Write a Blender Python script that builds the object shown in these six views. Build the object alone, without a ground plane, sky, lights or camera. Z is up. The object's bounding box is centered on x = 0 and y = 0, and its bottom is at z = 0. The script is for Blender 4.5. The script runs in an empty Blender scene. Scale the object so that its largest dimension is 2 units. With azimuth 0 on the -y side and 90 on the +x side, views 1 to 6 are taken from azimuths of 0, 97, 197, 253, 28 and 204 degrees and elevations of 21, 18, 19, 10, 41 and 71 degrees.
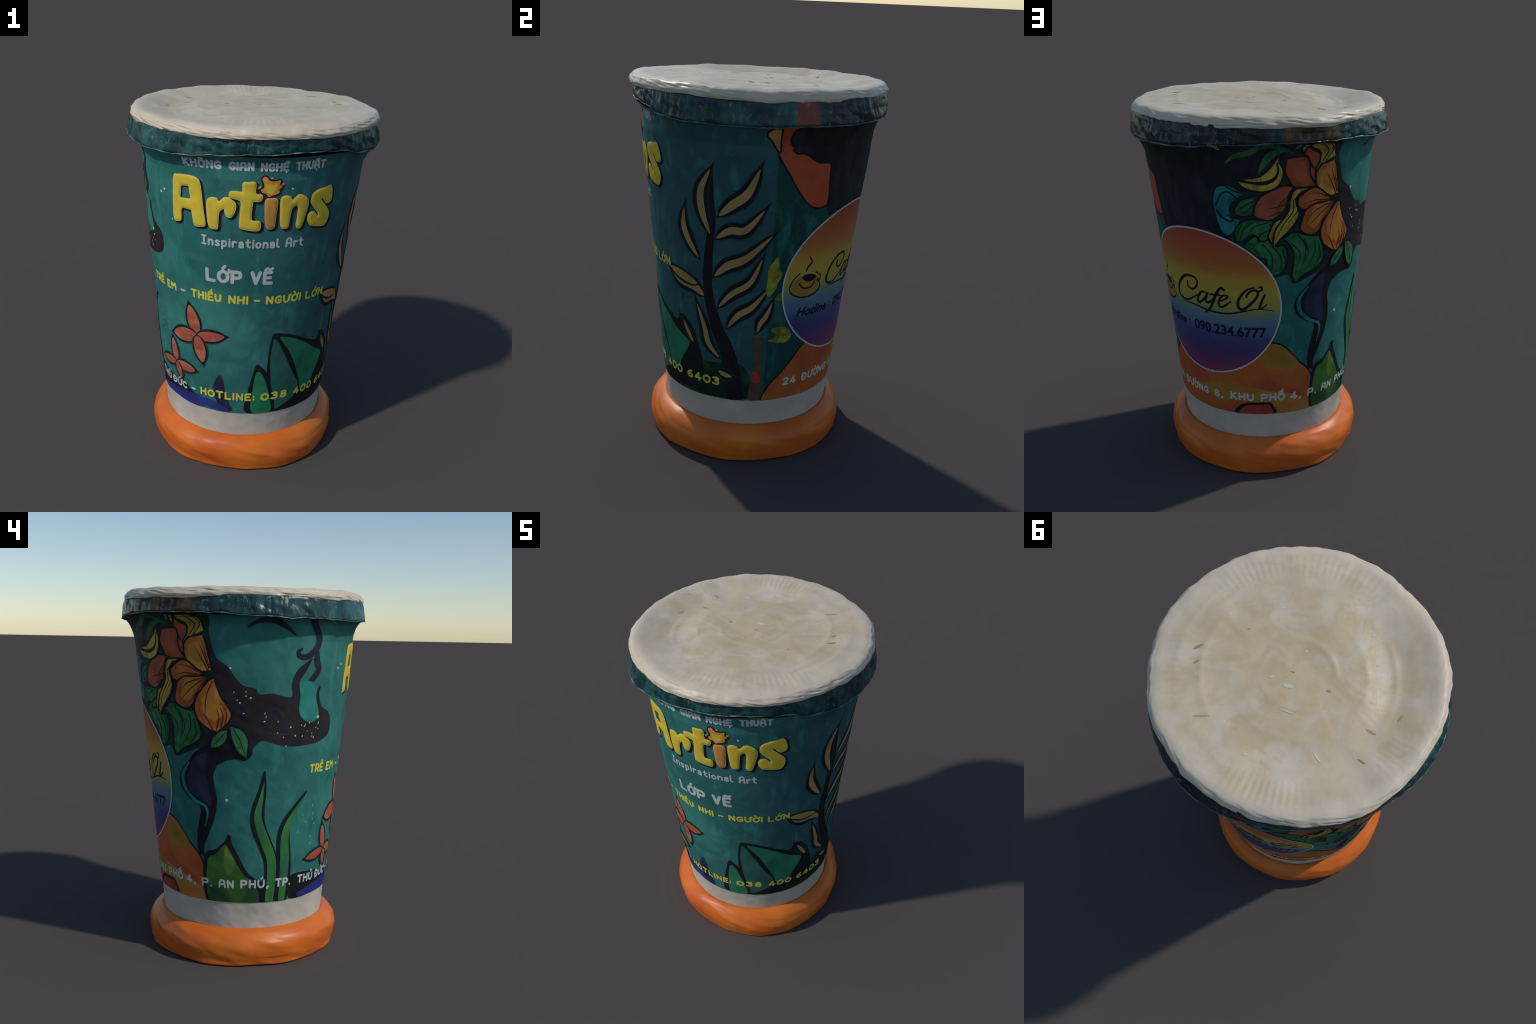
"""Paper take-away cup with a printed wall, a crinkled film band, a cream lid and
an orange moulded foot ring.  Everything printed is a thin skin laid on the wall,
described in wall coordinates: (azimuth in degrees, height in metres).
Azimuth 0 faces -y, 90 faces +x."""
import bpy, bmesh, math, random, unicodedata
from math import sin, cos, pi, radians, hypot
from mathutils import Vector, noise
from mathutils.geometry import delaunay_2d_cdt

random.seed(7)

# ------------------------------------------------------------------ helpers
def lerp_table(table, t):
    """Smooth (monotone cubic-ish) interpolation through (t, value) knots."""
    if t <= table[0][0]:
        return table[0][1]
    if t >= table[-1][0]:
        return table[-1][1]
    for i in range(len(table) - 1):
        t0, v0 = table[i]
        t1, v1 = table[i + 1]
        if t0 <= t <= t1:
            f = (t - t0) / (t1 - t0)
            sl = (v1 - v0) / (t1 - t0)
            def slope(j):
                if j <= 0 or j >= len(table) - 1:
                    return sl
                a = (table[j][1] - table[j-1][1]) / (table[j][0] - table[j-1][0])
                b = (table[j+1][1] - table[j][1]) / (table[j+1][0] - table[j][0])
                return 0.0 if a * b <= 0 else 2 * a * b / (a + b)
            m0, m1, h = slope(i), slope(i + 1), t1 - t0
            return ((2*f**3 - 3*f*f + 1) * v0 + (f**3 - 2*f*f + f) * h * m0
                    + (-2*f**3 + 3*f*f) * v1 + (f**3 - f*f) * h * m1)

def ring_table(table, az):
    """Periodic linear-cosine interpolation of (azimuth, value) knots."""
    az = az % 360.0
    n = len(table)
    for i in range(n):
        a0, v0 = table[i]
        a1, v1 = table[(i + 1) % n]
        if i == n - 1:
            a1 += 360.0
        t = az if az >= table[0][0] else az + 360.0
        if a0 <= t <= a1:
            f = (t - a0) / (a1 - a0)
            f = f * f * (3 - 2 * f)
            return v0 + (v1 - v0) * f
    return table[0][1]

def nz(x, y, z, seed=0.0):
    return noise.noise(Vector((x + seed * 7.13, y - seed * 3.7, z + seed * 1.9)))

# ------------------------------------------------------------------ the form
PRINT_BOTTOM = 0.338
WALL_TOP = 1.842
WALL_PROFILE = [(0.10, 0.456), (0.18, 0.462), (0.28, 0.469), (0.42, 0.484), (0.66, 0.505),
                (0.94, 0.530), (1.17, 0.555), (1.40, 0.579), (1.60, 0.600), (1.70, 0.609),
                (1.76, 0.614), (1.80, 0.624), (1.825, 0.642), (1.842, 0.664)]
def axis(z):
    """The cup leans very slightly: centre of the cross-section at height z."""
    f = (min(max(z, 0.1), 1.8) - 0.25) / 1.35
    return -0.003 + 0.009 * f, -0.018 + 0.015 * f

WALL_BUMPS = [(285, 0.75, 40, 0.30, 0.010), (310, 0.58, 14, 0.12, 0.006), (280, 1.17, 25, 0.15, 0.007),
              (110, 1.40, 70, 0.40, -0.006), (44, 1.60, 24, 0.22, -0.011), (158, 1.42, 22, 0.35, -0.007), (332, 1.10, 22, 0.70, 0.006),
              (222, 1.00, 16, 0.55, 0.006)]
FLARE = [(0, -0.024), (30, -0.030), (47, -0.010), (58, 0.030), (75, 0.044), (110, 0.042), (130, 0.034), (150, 0.030), (168, 0.026), (186, -0.012), (215, -0.020),
         (240, -0.012), (262, 0.004), (300, 0.012), (325, 0.020), (345, -0.014)]
def wall_radius(az, z):
    a = radians(az)
    r = lerp_table(WALL_PROFILE, z)
    x, y = sin(a), -cos(a)
    r += 0.0035 * nz(x * 2.2, y * 2.2, z * 2.2, 1)
    r += 0.0022 * nz(x * 5, y * 5, z * 6, 2)
    r += 0.0009 * facet_field(az / 360.0 * 76 + 0.35 * z / 0.042, z / 0.042, 1)
    # swellings and hollows of this particular cup
    for a0, z0, aw, zw, h in WALL_BUMPS:
        d = (az - a0 + 180) % 360 - 180
        r += h * math.exp(-(d / aw) ** 2 - ((z - z0) / zw) ** 2)
    # the flare under the band starts lower on some sides
    if z > 1.72:
        r = min(r + (z - 1.72) / 0.122 * ring_table(FLARE, az), max(r, 0.668))
    return r

def facet_field(u, v, seed, period=76):
    """Piecewise-planar random relief on a sheared triangular lattice (u periodic handled by caller)."""
    i, j = math.floor(u), math.floor(v)
    fu, fv = u - i, v - j
    def h(a, b):
        t = sin((a % period) * 127.1 + b * 311.7 + seed * 74.7) * 43758.5453
        return 2.0 * (t - math.floor(t)) - 1.0
    if fu + fv < 1:
        return h(i, j) * (1 - fu - fv) + h(i + 1, j) * fu + h(i, j + 1) * fv
    return h(i + 1, j + 1) * (fu + fv - 1) + h(i, j + 1) * (1 - fu) + h(i + 1, j) * (1 - fv)

def wall_point(az, z, lift=0.0):
    a = radians(az)
    r = wall_radius(az, z) + lift
    cx, cy = axis(z)
    return Vector((cx + r * sin(a), cy - r * cos(a), z))

# ------------------------------------------------------------------ scene tree
cup = bpy.data.objects.new("paper_cup", None)
cup.empty_display_size = 0.2
bpy.context.scene.collection.objects.link(cup)
cup["label"] = "printed teal paper cup with cream lid and orange foot"
cup["category"] = "paper cup"

def add_object(name, mesh, parent, mat, smooth=True):
    ob = bpy.data.objects.new(name, mesh)
    bpy.context.scene.collection.objects.link(ob)
    ob.parent = parent
    if mat is not None:
        mesh.materials.clear()
        mesh.materials.append(mat)
    if smooth:
        mesh.polygons.foreach_set("use_smooth", [True] * len(mesh.polygons))
    return ob

def revolve(name, rings, seg, point, parent, mat, close_bottom=False, close_top=False):
    """Skin a grid point(az, k) over seg azimuths and the given ring keys."""
    verts, faces = [], []
    for k in rings:
        for i in range(seg):
            verts.append(point(360.0 * i / seg, k))
    for j in range(len(rings) - 1):
        for i in range(seg):
            i2 = (i + 1) % seg
            faces.append((j*seg + i, j*seg + i2, (j+1)*seg + i2, (j+1)*seg + i))
    if close_bottom:
        faces.append(tuple(reversed(range(seg))))
    if close_top:
        c = (len(rings) - 1) * seg
        verts.append(sum((verts[c + i] for i in range(seg)), Vector()) / seg)
        top = len(verts) - 1
        faces += [(c + i, c + (i + 1) % seg, top) for i in range(seg)]
    me = bpy.data.meshes.new(name)
    me.from_pydata(verts, [], faces)
    me.validate()
    bm = bmesh.new(); bm.from_mesh(me)
    bmesh.ops.recalc_face_normals(bm, faces=bm.faces)
    bm.to_mesh(me); bm.free()
    return add_object(name, me, parent, mat)

# ------------------------------------------------------------------ materials
class Nodes:
    def __init__(self, name):
        self.mat = bpy.data.materials.new(name)
        self.mat.use_nodes = True
        self.t = self.mat.node_tree
        self.t.nodes.clear()
        self.out = self.t.nodes.new("ShaderNodeOutputMaterial")
        self.bsdf = self.t.nodes.new("ShaderNodeBsdfPrincipled")
        self.t.links.new(self.bsdf.outputs[0], self.out.inputs[0])
        self.co = self.t.nodes.new("ShaderNodeTexCoord").outputs["Object"]
    def link(self, a, b):
        self.t.links.new(a, b)
    def noise(self, scale, detail=3.0, rough=0.5, stretch=None, distort=0.0):
        n = self.t.nodes.new("ShaderNodeTexNoise")
        n.inputs["Scale"].default_value = scale
        n.inputs["Detail"].default_value = detail
        n.inputs["Roughness"].default_value = rough
        n.inputs["Distortion"].default_value = distort
        src = self.co
        if stretch:
            m = self.t.nodes.new("ShaderNodeMapping")
            m.inputs["Scale"].default_value = stretch
            self.link(src, m.inputs["Vector"]); src = m.outputs[0]
        self.link(src, n.inputs["Vector"])
        return n.outputs["Fac"]
    def voronoi(self, scale, feature="F1", stretch=None):
        n = self.t.nodes.new("ShaderNodeTexVoronoi")
        n.feature = feature
        n.inputs["Scale"].default_value = scale
        src = self.co
        if stretch:
            m = self.t.nodes.new("ShaderNodeMapping")
            m.inputs["Scale"].default_value = stretch
            self.link(src, m.inputs["Vector"]); src = m.outputs[0]
        self.link(src, n.inputs["Vector"])
        return n
    def ramp(self, fac, stops, ease=False):
        r = self.t.nodes.new("ShaderNodeValToRGB")
        el = r.color_ramp.elements
        el[0].position, el[0].color = stops[0][0], (*stops[0][1], 1)
        el[1].position, el[1].color = stops[-1][0], (*stops[-1][1], 1)
        for p, c in stops[1:-1]:
            e = el.new(p); e.color = (*c, 1)
        if ease:
            r.color_ramp.interpolation = 'EASE'
        self.link(fac, r.inputs[0])
        return r.outputs[0]
    def math(self, op, a, b=None, c=None):
        m = self.t.nodes.new("ShaderNodeMath"); m.operation = op
        for s, v in zip(m.inputs, (a, b, c)):
            if v is None: continue
            if isinstance(v, (int, float)): s.default_value = v
            else: self.link(v, s)
        return m.outputs[0]
    def maprange(self, v, lo, hi, a=0.0, b=1.0):
        m = self.t.nodes.new("ShaderNodeMapRange")
        m.interpolation_type = 'SMOOTHSTEP'
        for s, x in zip(m.inputs, (None, lo, hi, a, b)):
            if x is not None: s.default_value = x
        self.link(v, m.inputs[0])
        return m.outputs[0]
    def mix(self, fac, a, b, mode='MIX'):
        m = self.t.nodes.new("ShaderNodeMix"); m.data_type = 'RGBA'; m.blend_type = mode
        ins = [m.inputs[0], m.inputs[6], m.inputs[7]]
        for s, v in zip(ins, (fac, a, b)):
            if isinstance(v, (int, float)): s.default_value = v
            elif isinstance(v, tuple): s.default_value = (*v, 1)
            else: self.link(v, s)
        return m.outputs[2]
    def azimuth(self):
        """Azimuth in degrees, 0 at -y, +-180."""
        s = self.t.nodes.new("ShaderNodeSeparateXYZ")
        self.link(self.co, s.inputs[0])
        a = self.math('ARCTAN2', s.outputs[0], self.math('MULTIPLY', s.outputs[1], -1.0))
        return self.math('MULTIPLY', a, 180 / pi), s.outputs[2]
    def bump(self, height, strength, dist):
        b = self.t.nodes.new("ShaderNodeBump")
        b.inputs["Strength"].default_value = strength
        b.inputs["Distance"].default_value = dist
        self.link(height, b.inputs["Height"])
        self.link(b.outputs[0], self.bsdf.inputs["Normal"])
    def finish(self, colour, rough=0.6, spec=0.3):
        if isinstance(colour, tuple): self.bsdf.inputs["Base Color"].default_value = (*colour, 1)
        else: self.link(colour, self.bsdf.inputs["Base Color"])
        self.bsdf.inputs["Roughness"].default_value = rough
        self.bsdf.inputs["Specular IOR Level"].default_value = spec
        return self.mat

def facets(n, strength=0.5, dist=0.004):
    """The slightly planar, hand-crumpled facets of the paper wall."""
    v = n.voronoi(17.0, "SMOOTH_F1")
    v.inputs["Smoothness"].default_value = 0.25
    n.bump(n.math('ADD', v.outputs["Distance"], n.noise(9, 2)), strength, dist)

def shade_pair(c, lo=0.72, hi=1.2):
    return tuple(x * lo for x in c), tuple(min(1.0, x * hi) for x in c)

def print_ink(name, colour, vary=0.3, accent=None, scale=9.0, stretch=None, amount=(0.45, 0.7), fine=None):
    n = Nodes(name)
    lo, hi = shade_pair(colour, 1 - vary, 1 + vary * 0.8)
    col = n.ramp(n.noise(scale, 4, 0.6, stretch), [(0.3, lo), (0.7, hi)])
    if accent:
        m = n.maprange(n.noise(scale * 1.3, 3, 0.5, stretch, 0.6), amount[0], amount[1])
        col = n.mix(m, col, accent)
    if fine:
        f = n.noise(*fine[:3], stretch=fine[3], distort=1.0)
        col = n.mix(n.math('MULTIPLY', n.maprange(f, 0.52, 0.64), 0.4), col, fine[4])
    facets(n, 0.35, 0.003)
    return n.finish(col, 0.6, 0.15)

def teal_wall():
    n = Nodes("teal_print")
    az, z = n.azimuth()
    base = n.ramp(n.noise(2.2, 5, 0.55, distort=0.4),
                  [(0.28, (0.018, 0.112, 0.105)), (0.5, (0.030, 0.158, 0.138)), (0.74, (0.055, 0.230, 0.180))])
    # bluer teal behind the fern, darkened partway to the shade on that side
    blue = n.ramp(n.noise(3.0, 4), [(0.3, (0.024, 0.078, 0.090)), (0.7, (0.038, 0.118, 0.125))])
    m = n.math('MULTIPLY', n.maprange(az, -35, 65), n.maprange(az, 109.0, 107.2))
    base = n.mix(m, base, blue)
    deep = n.ramp(n.noise(3.5, 4), [(0.3, (0.006, 0.045, 0.040)), (0.7, (0.012, 0.075, 0.065))])  # green past the seam, colour lowered for the unlit side too
    m2 = n.math('MULTIPLY', n.maprange(az, 107.2, 108.6), n.maprange(az, 178, 165))
    base = n.mix(m2, base, deep)
    dusk = n.math('MULTIPLY', n.maprange(az, -120, -140), n.maprange(az, -180, -176))
    base = n.mix(n.math('MULTIPLY', dusk, 0.55), base, (0.012, 0.10, 0.09))
    # cloudy hand-painted mottling
    cl = n.noise(5.5, 5, 0.62, distort=1.4)
    base = n.mix(n.math('MULTIPLY', n.maprange(cl, 0.50, 0.72), 0.40), base, (0.012, 0.075, 0.078))
    base = n.mix(n.math('MULTIPLY', n.maprange(cl, 0.46, 0.30), 0.30), base, (0.065, 0.27, 0.21))
    # brush streaks
    s = n.noise(14, 3, 0.6, (1, 1, 0.25))
    base = n.mix(n.math('MULTIPLY', n.maprange(s, 0.52, 0.75), 0.35), base, (0.06, 0.33, 0.29))
    facets(n, 0.45, 0.004)
    return n.finish(base, 0.55, 0.18)

def foot_paper():
    n = Nodes("bare_paper")
    c = n.ramp(n.noise(6, 4), [(0.3, (0.44, 0.40, 0.33)), (0.7, (0.54, 0.50, 0.43))])
    facets(n, 0.6, 0.004)
    return n.finish(c, 0.6, 0.25)

def orange_clay():
    n = Nodes("orange_plastic")
    c = n.ramp(n.noise(3.5, 4, 0.5), [(0.3, (0.56, 0.100, 0.014)), (0.55, (0.65, 0.145, 0.018)), (0.8, (0.76, 0.215, 0.026))])
    v = n.voronoi(7.0, "SMOOTH_F1"); v.inputs["Smoothness"].default_value = 0.4
    n.bump(n.math('ADD', v.outputs["Distance"], n.noise(5, 2)), 0.35, 0.008)
    return n.finish(c, 0.38, 0.3)

def film_band_material():
    n = Nodes("crinkled_film")
    az, z = n.azimuth()
    teal = n.ramp(n.noise(12, 5, 0.65, (1, 1, 0.5)),
                  [(0.3, (0.005, 0.018, 0.021)), (0.5, (0.010, 0.046, 0.046)), (0.72, (0.030, 0.125, 0.112))])
    black = n.ramp(n.noise(14, 4), [(0.35, (0.006, 0.008, 0.010)), (0.7, (0.025, 0.032, 0.036))])
    red = (0.20, 0.035, 0.02)
    amber = n.ramp(n.noise(11, 4), [(0.35, (0.03, 0.02, 0.014)), (0.7, (0.16, 0.07, 0.02))])
    # the print shows through the film: black hair behind, a red patch, amber petals
    mb = n.math('MAXIMUM', n.maprange(az, 121, 127), n.maprange(az, -152, -160))
    col = n.mix(mb, teal, black)
    mr = n.math('MULTIPLY', n.maprange(az, 112, 114), n.maprange(az, 124, 121))
    col = n.mix(mr, col, red)
    ma = n.math('MULTIPLY', n.maprange(az, -154, -150), n.maprange(az, -124, -130))
    col = n.mix(ma, col, amber)
    # highlights on the crinkled film, painted in as pale noise streaks
    painted_glint = n.maprange(n.noise(30, 3, 0.6, (1, 1, 0.5), 1.4), 0.58, 0.70)
    col = n.mix(n.math('MULTIPLY', painted_glint, 0.32), col, (0.24, 0.36, 0.33))
    n.bump(n.noise(13, 3, 0.5, (1, 1, 0.6), 1.2), 0.5, 0.010)
    return n.finish(col, 0.30, 0.32)

def lid_material():
    n = Nodes("cream_lid")
    sep = n.t.nodes.new("ShaderNodeSeparateXYZ"); n.link(n.co, sep.inputs[0])
    r = n.math('SQRT', n.math('ADD', n.math('MULTIPLY', sep.outputs[0], sep.outputs[0]),
                              n.math('MULTIPLY', sep.outputs[1], sep.outputs[1])))
    tan = n.ramp(n.noise(7, 5, 0.6, distort=1.2), [(0.3, (0.51, 0.40, 0.235)), (0.7, (0.60, 0.485, 0.31))])
    pale = n.ramp(n.noise(6, 4), [(0.3, (0.54, 0.455, 0.315)), (0.7, (0.65, 0.565, 0.43))])
    m = n.maprange(n.math('ADD', n.noise(4.2, 5, 0.65, distort=1.4), n.math('MULTIPLY', r, 0.35)), 0.50, 0.74)
    col = n.mix(m, tan, pale)
    # smeared whitish arcs and paler rim
    sm = n.maprange(n.noise(7, 3, 0.5, (1, 0.35, 1), 1.0), 0.62, 0.74)
    col = n.mix(n.math('MULTIPLY', sm, 0.25), col, (0.60, 0.58, 0.54))
    col = n.mix(n.math('MULTIPLY', n.maprange(r, 0.56, 0.64), 0.6), col, (0.66, 0.56, 0.44))
    n.bump(n.noise(16, 4, 0.6), 0.35, 0.006)
    return n.finish(col, 0.38, 0.25)

def film_lip_material():
    n = Nodes("film_lip")
    c = n.ramp(n.noise(20, 4), [(0.35, (0.02, 0.05, 0.055)), (0.55, (0.07, 0.12, 0.12)), (0.75, (0.26, 0.30, 0.27))])
    return n.finish(c, 0.35, 0.4)

BLACK = (0.012, 0.012, 0.015)
M = {
    'teal_wall': teal_wall(), 'foot': foot_paper(), 'orange': orange_clay(),
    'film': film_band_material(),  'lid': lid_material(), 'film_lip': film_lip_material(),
    'vein_red': print_ink("vein_maroon", (0.09, 0.018, 0.014), 0.3), 'vein_dark': print_ink("vein_dark", (0.012, 0.022, 0.014), 0.3),
    'deep': print_ink("shaded_foliage", (0.010, 0.026, 0.020), 0.4, (0.012, 0.05, 0.03), 9), 'moss': print_ink("dark_moss", (0.008, 0.028, 0.018), 0.5, (0.015, 0.07, 0.035), 5),
    'black': print_ink("black_ink", BLACK, 0.3),
    'ink': print_ink("sticker_ink", (0.012, 0.010, 0.022), 0.1),
    'hair': print_ink("hair_print", (0.014, 0.015, 0.018), 0.35, (0.024, 0.026, 0.034), 10, (1, 1, 0.3)),
    'soot': print_ink("soot_print", (0.024, 0.019, 0.018), 0.4, (0.022, 0.022, 0.036), 7),
    'navy': print_ink("navy_print", (0.020, 0.024, 0.055), 0.3, (0.04, 0.035, 0.06), 5),
    'purple': print_ink("plum_print", (0.024, 0.027, 0.055), 0.35, (0.015, 0.015, 0.03), 9),
    'yellow': print_ink("yellow_letter", (0.70, 0.51, 0.045), 0.10, scale=14),
    'cream': print_ink("letter_edge", (0.62, 0.55, 0.25), 0.1),
    'amber': print_ink("amber_letter", (0.60, 0.26, 0.06), 0.12),
    'burst': print_ink("burst_orange", (0.68, 0.24, 0.05), 0.12),
    'white_text': print_ink("white_lettering", (0.50, 0.53, 0.52), 0.14),
    'yellow_text': print_ink("yellow_lettering", (0.64, 0.60, 0.07), 0.14),
    'coral': print_ink("coral_print", (0.36, 0.085, 0.050), 0.25, (0.42, 0.14, 0.09), 12),
    'crystal': print_ink("crystal_green", (0.022, 0.185, 0.095), 0.3),
    'crystal_dim': print_ink("crystal_dim_green", (0.030, 0.125, 0.095), 0.25),
    'blue': print_ink("cobalt_print", (0.026, 0.038, 0.19), 0.3, scale=6),
    'gold': print_ink("gold_print", (0.42, 0.25, 0.07), 0.2),
    'frond': print_ink("frond_gold", (0.40, 0.26, 0.10), 0.22, (0.30, 0.21, 0.08), 6),
    'olive': print_ink("olive_print", (0.30, 0.30, 0.03), 0.4, (0.10, 0.12, 0.02), 12),
    'brown': print_ink("bark_brown", (0.10, 0.065, 0.04), 0.35),
    'rust': print_ink("rust_print", (0.34, 0.055, 0.04), 0.25),
    'blue_shade': print_ink("blue_shadow_print", (0.02, 0.06, 0.12), 0.25),
    'red': print_ink("red_print", (0.44, 0.075, 0.035), 0.22, (0.46, 0.105, 0.04), 4),
    'petal': print_ink("petal_orange", (0.46, 0.115, 0.030), 0.25, (0.56, 0.27, 0.04), 6,
                       None, (0.42, 0.62), (26, 3, 0.6, (1, 1, 0.28), (0.14, 0.03, 0.015))),
    'petal_red': print_ink("petal_red_orange", (0.45, 0.11, 0.03), 0.25, None, 7,
                           None, (0.4, 0.6), (24, 3, 0.6, (1, 1, 0.7), (0.08, 0.015, 0.012))),
    'petal_dark': print_ink("petal_crimson", (0.27, 0.055, 0.025), 0.3, (0.36, 0.10, 0.035), 7),
    'petal_brown': print_ink("petal_terracotta", (0.35, 0.095, 0.055), 0.28, (0.24, 0.05, 0.03), 9),
    'petal_yellow': print_ink("petal_yellow", (0.46, 0.34, 0.045), 0.3, (0.34, 0.16, 0.03), 8,
                              None, (0.5, 0.66), (30, 2, 0.5, (1, 1, 0.35), (0.08, 0.05, 0.015))),
    'leaf': print_ink("leaf_green", (0.030, 0.145, 0.050), 0.4, (0.015, 0.075, 0.06), 10,
                      None, (0.45, 0.65), (28, 3, 0.6, (1, 1, 0.3), (0.008, 0.022, 0.014))),
    'leaf_bright': print_ink("leaf_bright_green", (0.030, 0.190, 0.055), 0.35, (0.015, 0.09, 0.05), 9,
                             None, (0.5, 0.7), (30, 3, 0.6, (1, 1, 0.3), (0.008, 0.026, 0.014))),
    'small_leaf': print_ink("small_leaf_green", (0.05, 0.20, 0.085), 0.3, (0.03, 0.11, 0.06), 16),
    'teal': print_ink("bright_teal", (0.020, 0.19, 0.20), 0.35, (0.01, 0.09, 0.10), 11),
    'pool': print_ink("pool_teal", (0.030, 0.235, 0.19), 0.25, (0.05, 0.27, 0.17), 8),
    'hill': print_ink("hill_orange", (0.47, 0.125, 0.032), 0.25, (0.40, 0.07, 0.03), 4),
    'hill_olive': print_ink("hill_ochre", (0.36, 0.19, 0.035), 0.25, (0.42, 0.14, 0.03), 5),
    'cone': print_ink("cone_green", (0.045, 0.125, 0.025), 0.35, (0.02, 0.06, 0.025), 6),
    'cone_light': print_ink("cone_light_green", (0.10, 0.20, 0.035), 0.25),
    'grass': print_ink("grass_green", (0.045, 0.20, 0.055), 0.35, (0.02, 0.10, 0.07), 7, (1, 1, 0.4)),
    'petal_core': print_ink("petal_middle", (0.50, 0.215, 0.035), 0.22, (0.56, 0.16, 0.035), 9),
    'petal_core_red': print_ink("petal_red_middle", (0.50, 0.15, 0.035), 0.22),
    'petal_core_dark': print_ink("petal_dark_middle", (0.36, 0.085, 0.040), 0.3),
    'leaf_core': print_ink("leaf_middle", (0.035, 0.19, 0.075), 0.35, (0.02, 0.12, 0.04), 12),
    'bleed': print_ink("outline_bleed", (0.014, 0.060, 0.062), 0.3),
    'badge_gold': print_ink("badge_gold", (0.36, 0.20, 0.03), 0.3),
    'speck': print_ink("pale_speck", (0.55, 0.60, 0.50), 0.15),
    'bubble': print_ink("bubble_teal", (0.06, 0.36, 0.34), 0.2),
    'lid_tan': print_ink("lid_tan_mark", (0.44, 0.31, 0.15), 0.2),
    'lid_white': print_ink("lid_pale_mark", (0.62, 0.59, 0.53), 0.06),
}

def sticker_material():
    n = Nodes("rainbow_sticker")
    s = n.t.nodes.new("ShaderNodeSeparateXYZ"); n.link(n.co, s.inputs[0])
    h = n.math('ADD', s.outputs[2], n.math('MULTIPLY', n.math('SUBTRACT', n.noise(3, 3), 0.5), 0.05))
    f = n.maprange(h, 0.575, 1.40); n.t.nodes[-1].interpolation_type = 'LINEAR'
    col = n.ramp(f, [(0.0, (0.23, 0.035, 0.10)), (0.10, (0.14, 0.035, 0.12)), (0.19, (0.06, 0.045, 0.145)),
                     (0.28, (0.05, 0.06, 0.18)), (0.32, (0.07, 0.12, 0.25)), (0.41, (0.10, 0.19, 0.27)),
                     (0.46, (0.19, 0.23, 0.13)), (0.50, (0.34, 0.30, 0.06)), (0.60, (0.44, 0.33, 0.045)),
                     (0.69, (0.47, 0.27, 0.04)), (0.75, (0.43, 0.16, 0.03)), (0.86, (0.41, 0.10, 0.028)),
                     (1.0, (0.37, 0.055, 0.032))])
    facets(n, 0.25, 0.003)
    return n.finish(col, 0.45, 0.35)
M['sticker'] = sticker_material()

# ------------------------------------------------------------------ solid parts
def frange(a, b, n):
    return [a + (b - a) * i / (n - 1) for i in range(n)]

cup_wall = revolve("cup_wall", frange(PRINT_BOTTOM, WALL_TOP, 260), 540,
                   lambda az, z: wall_point(az, z + (0.0022 * nz(sin(radians(az)) * 30, cos(radians(az)) * 30, 3)
                                                     if z == PRINT_BOTTOM else 0)), cup, M['teal_wall'])
cup_foot = revolve("bare_paper_foot", frange(0.12, PRINT_BOTTOM + 0.004, 30), 400,
                   lambda az, z: wall_point(az, z, -0.0008), cup, M['foot'])

# orange foot ring: a fat rounded moulding, slightly lumpy
BASE_SECTION = [(0.30, 0.0), (0.44, 0.0), (0.510, 0.001), (0.532, 0.006), (0.537, 0.030), (0.544, 0.065),
                (0.546, 0.096), (0.540, 0.126), (0.525, 0.153), (0.504, 0.175), (0.486, 0.187),
                (0.474, 0.192), (0.464, 0.190), (0.450, 0.184)]
BASE_BULGE = [(0, 0.014), (40, 0.012), (75, 0.0), (100, 0.0), (135, -0.006), (172, 0.008), (205, 0.0),
              (235, 0.010), (275, 0.010), (310, 0.008), (340, 0.014)]
def base_point(az, k):
    t = k * (len(BASE_SECTION) - 1)
    i = min(int(t), len(BASE_SECTION) - 2); f = t - i
    p = [BASE_SECTION[min(max(i + d, 0), len(BASE_SECTION) - 1)] for d in (-1, 0, 1, 2)]
    def cr(a, b, c, d):
        return b + 0.5 * f * (c - a + f * (2*a - 5*b + 4*c - d + f * (3*(b - c) + d - a)))
    r, z = (cr(p[0][j], p[1][j], p[2][j], p[3][j]) for j in (0, 1))
    a = radians(az); x, y = sin(a), -cos(a)
    w = min(1.0, max(0.0, (r - 0.47) / 0.05))
    r += w * (0.5 * ring_table(BASE_BULGE, az) + 0.016 * nz(x * 1.6, y * 1.6, z * 3, 4) + 0.006 * nz(x * 4, y * 4, z * 7, 5))
    r += w * 0.0045 * facet_field(az / 360.0 * 34 + k * 4.5, k * 9, 3, 34)
    z = max(0.0, z + w * (0.010 * nz(x * 2, y * 2, 1, 6) if z > 0.05 else 0))
    return Vector((-0.003 + r * x, -0.016 + r * y, z))
base_ring = revolve("foot_ring", frange(0, 1, 90), 300, base_point, cup, M['orange'], close_bottom=True)

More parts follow.
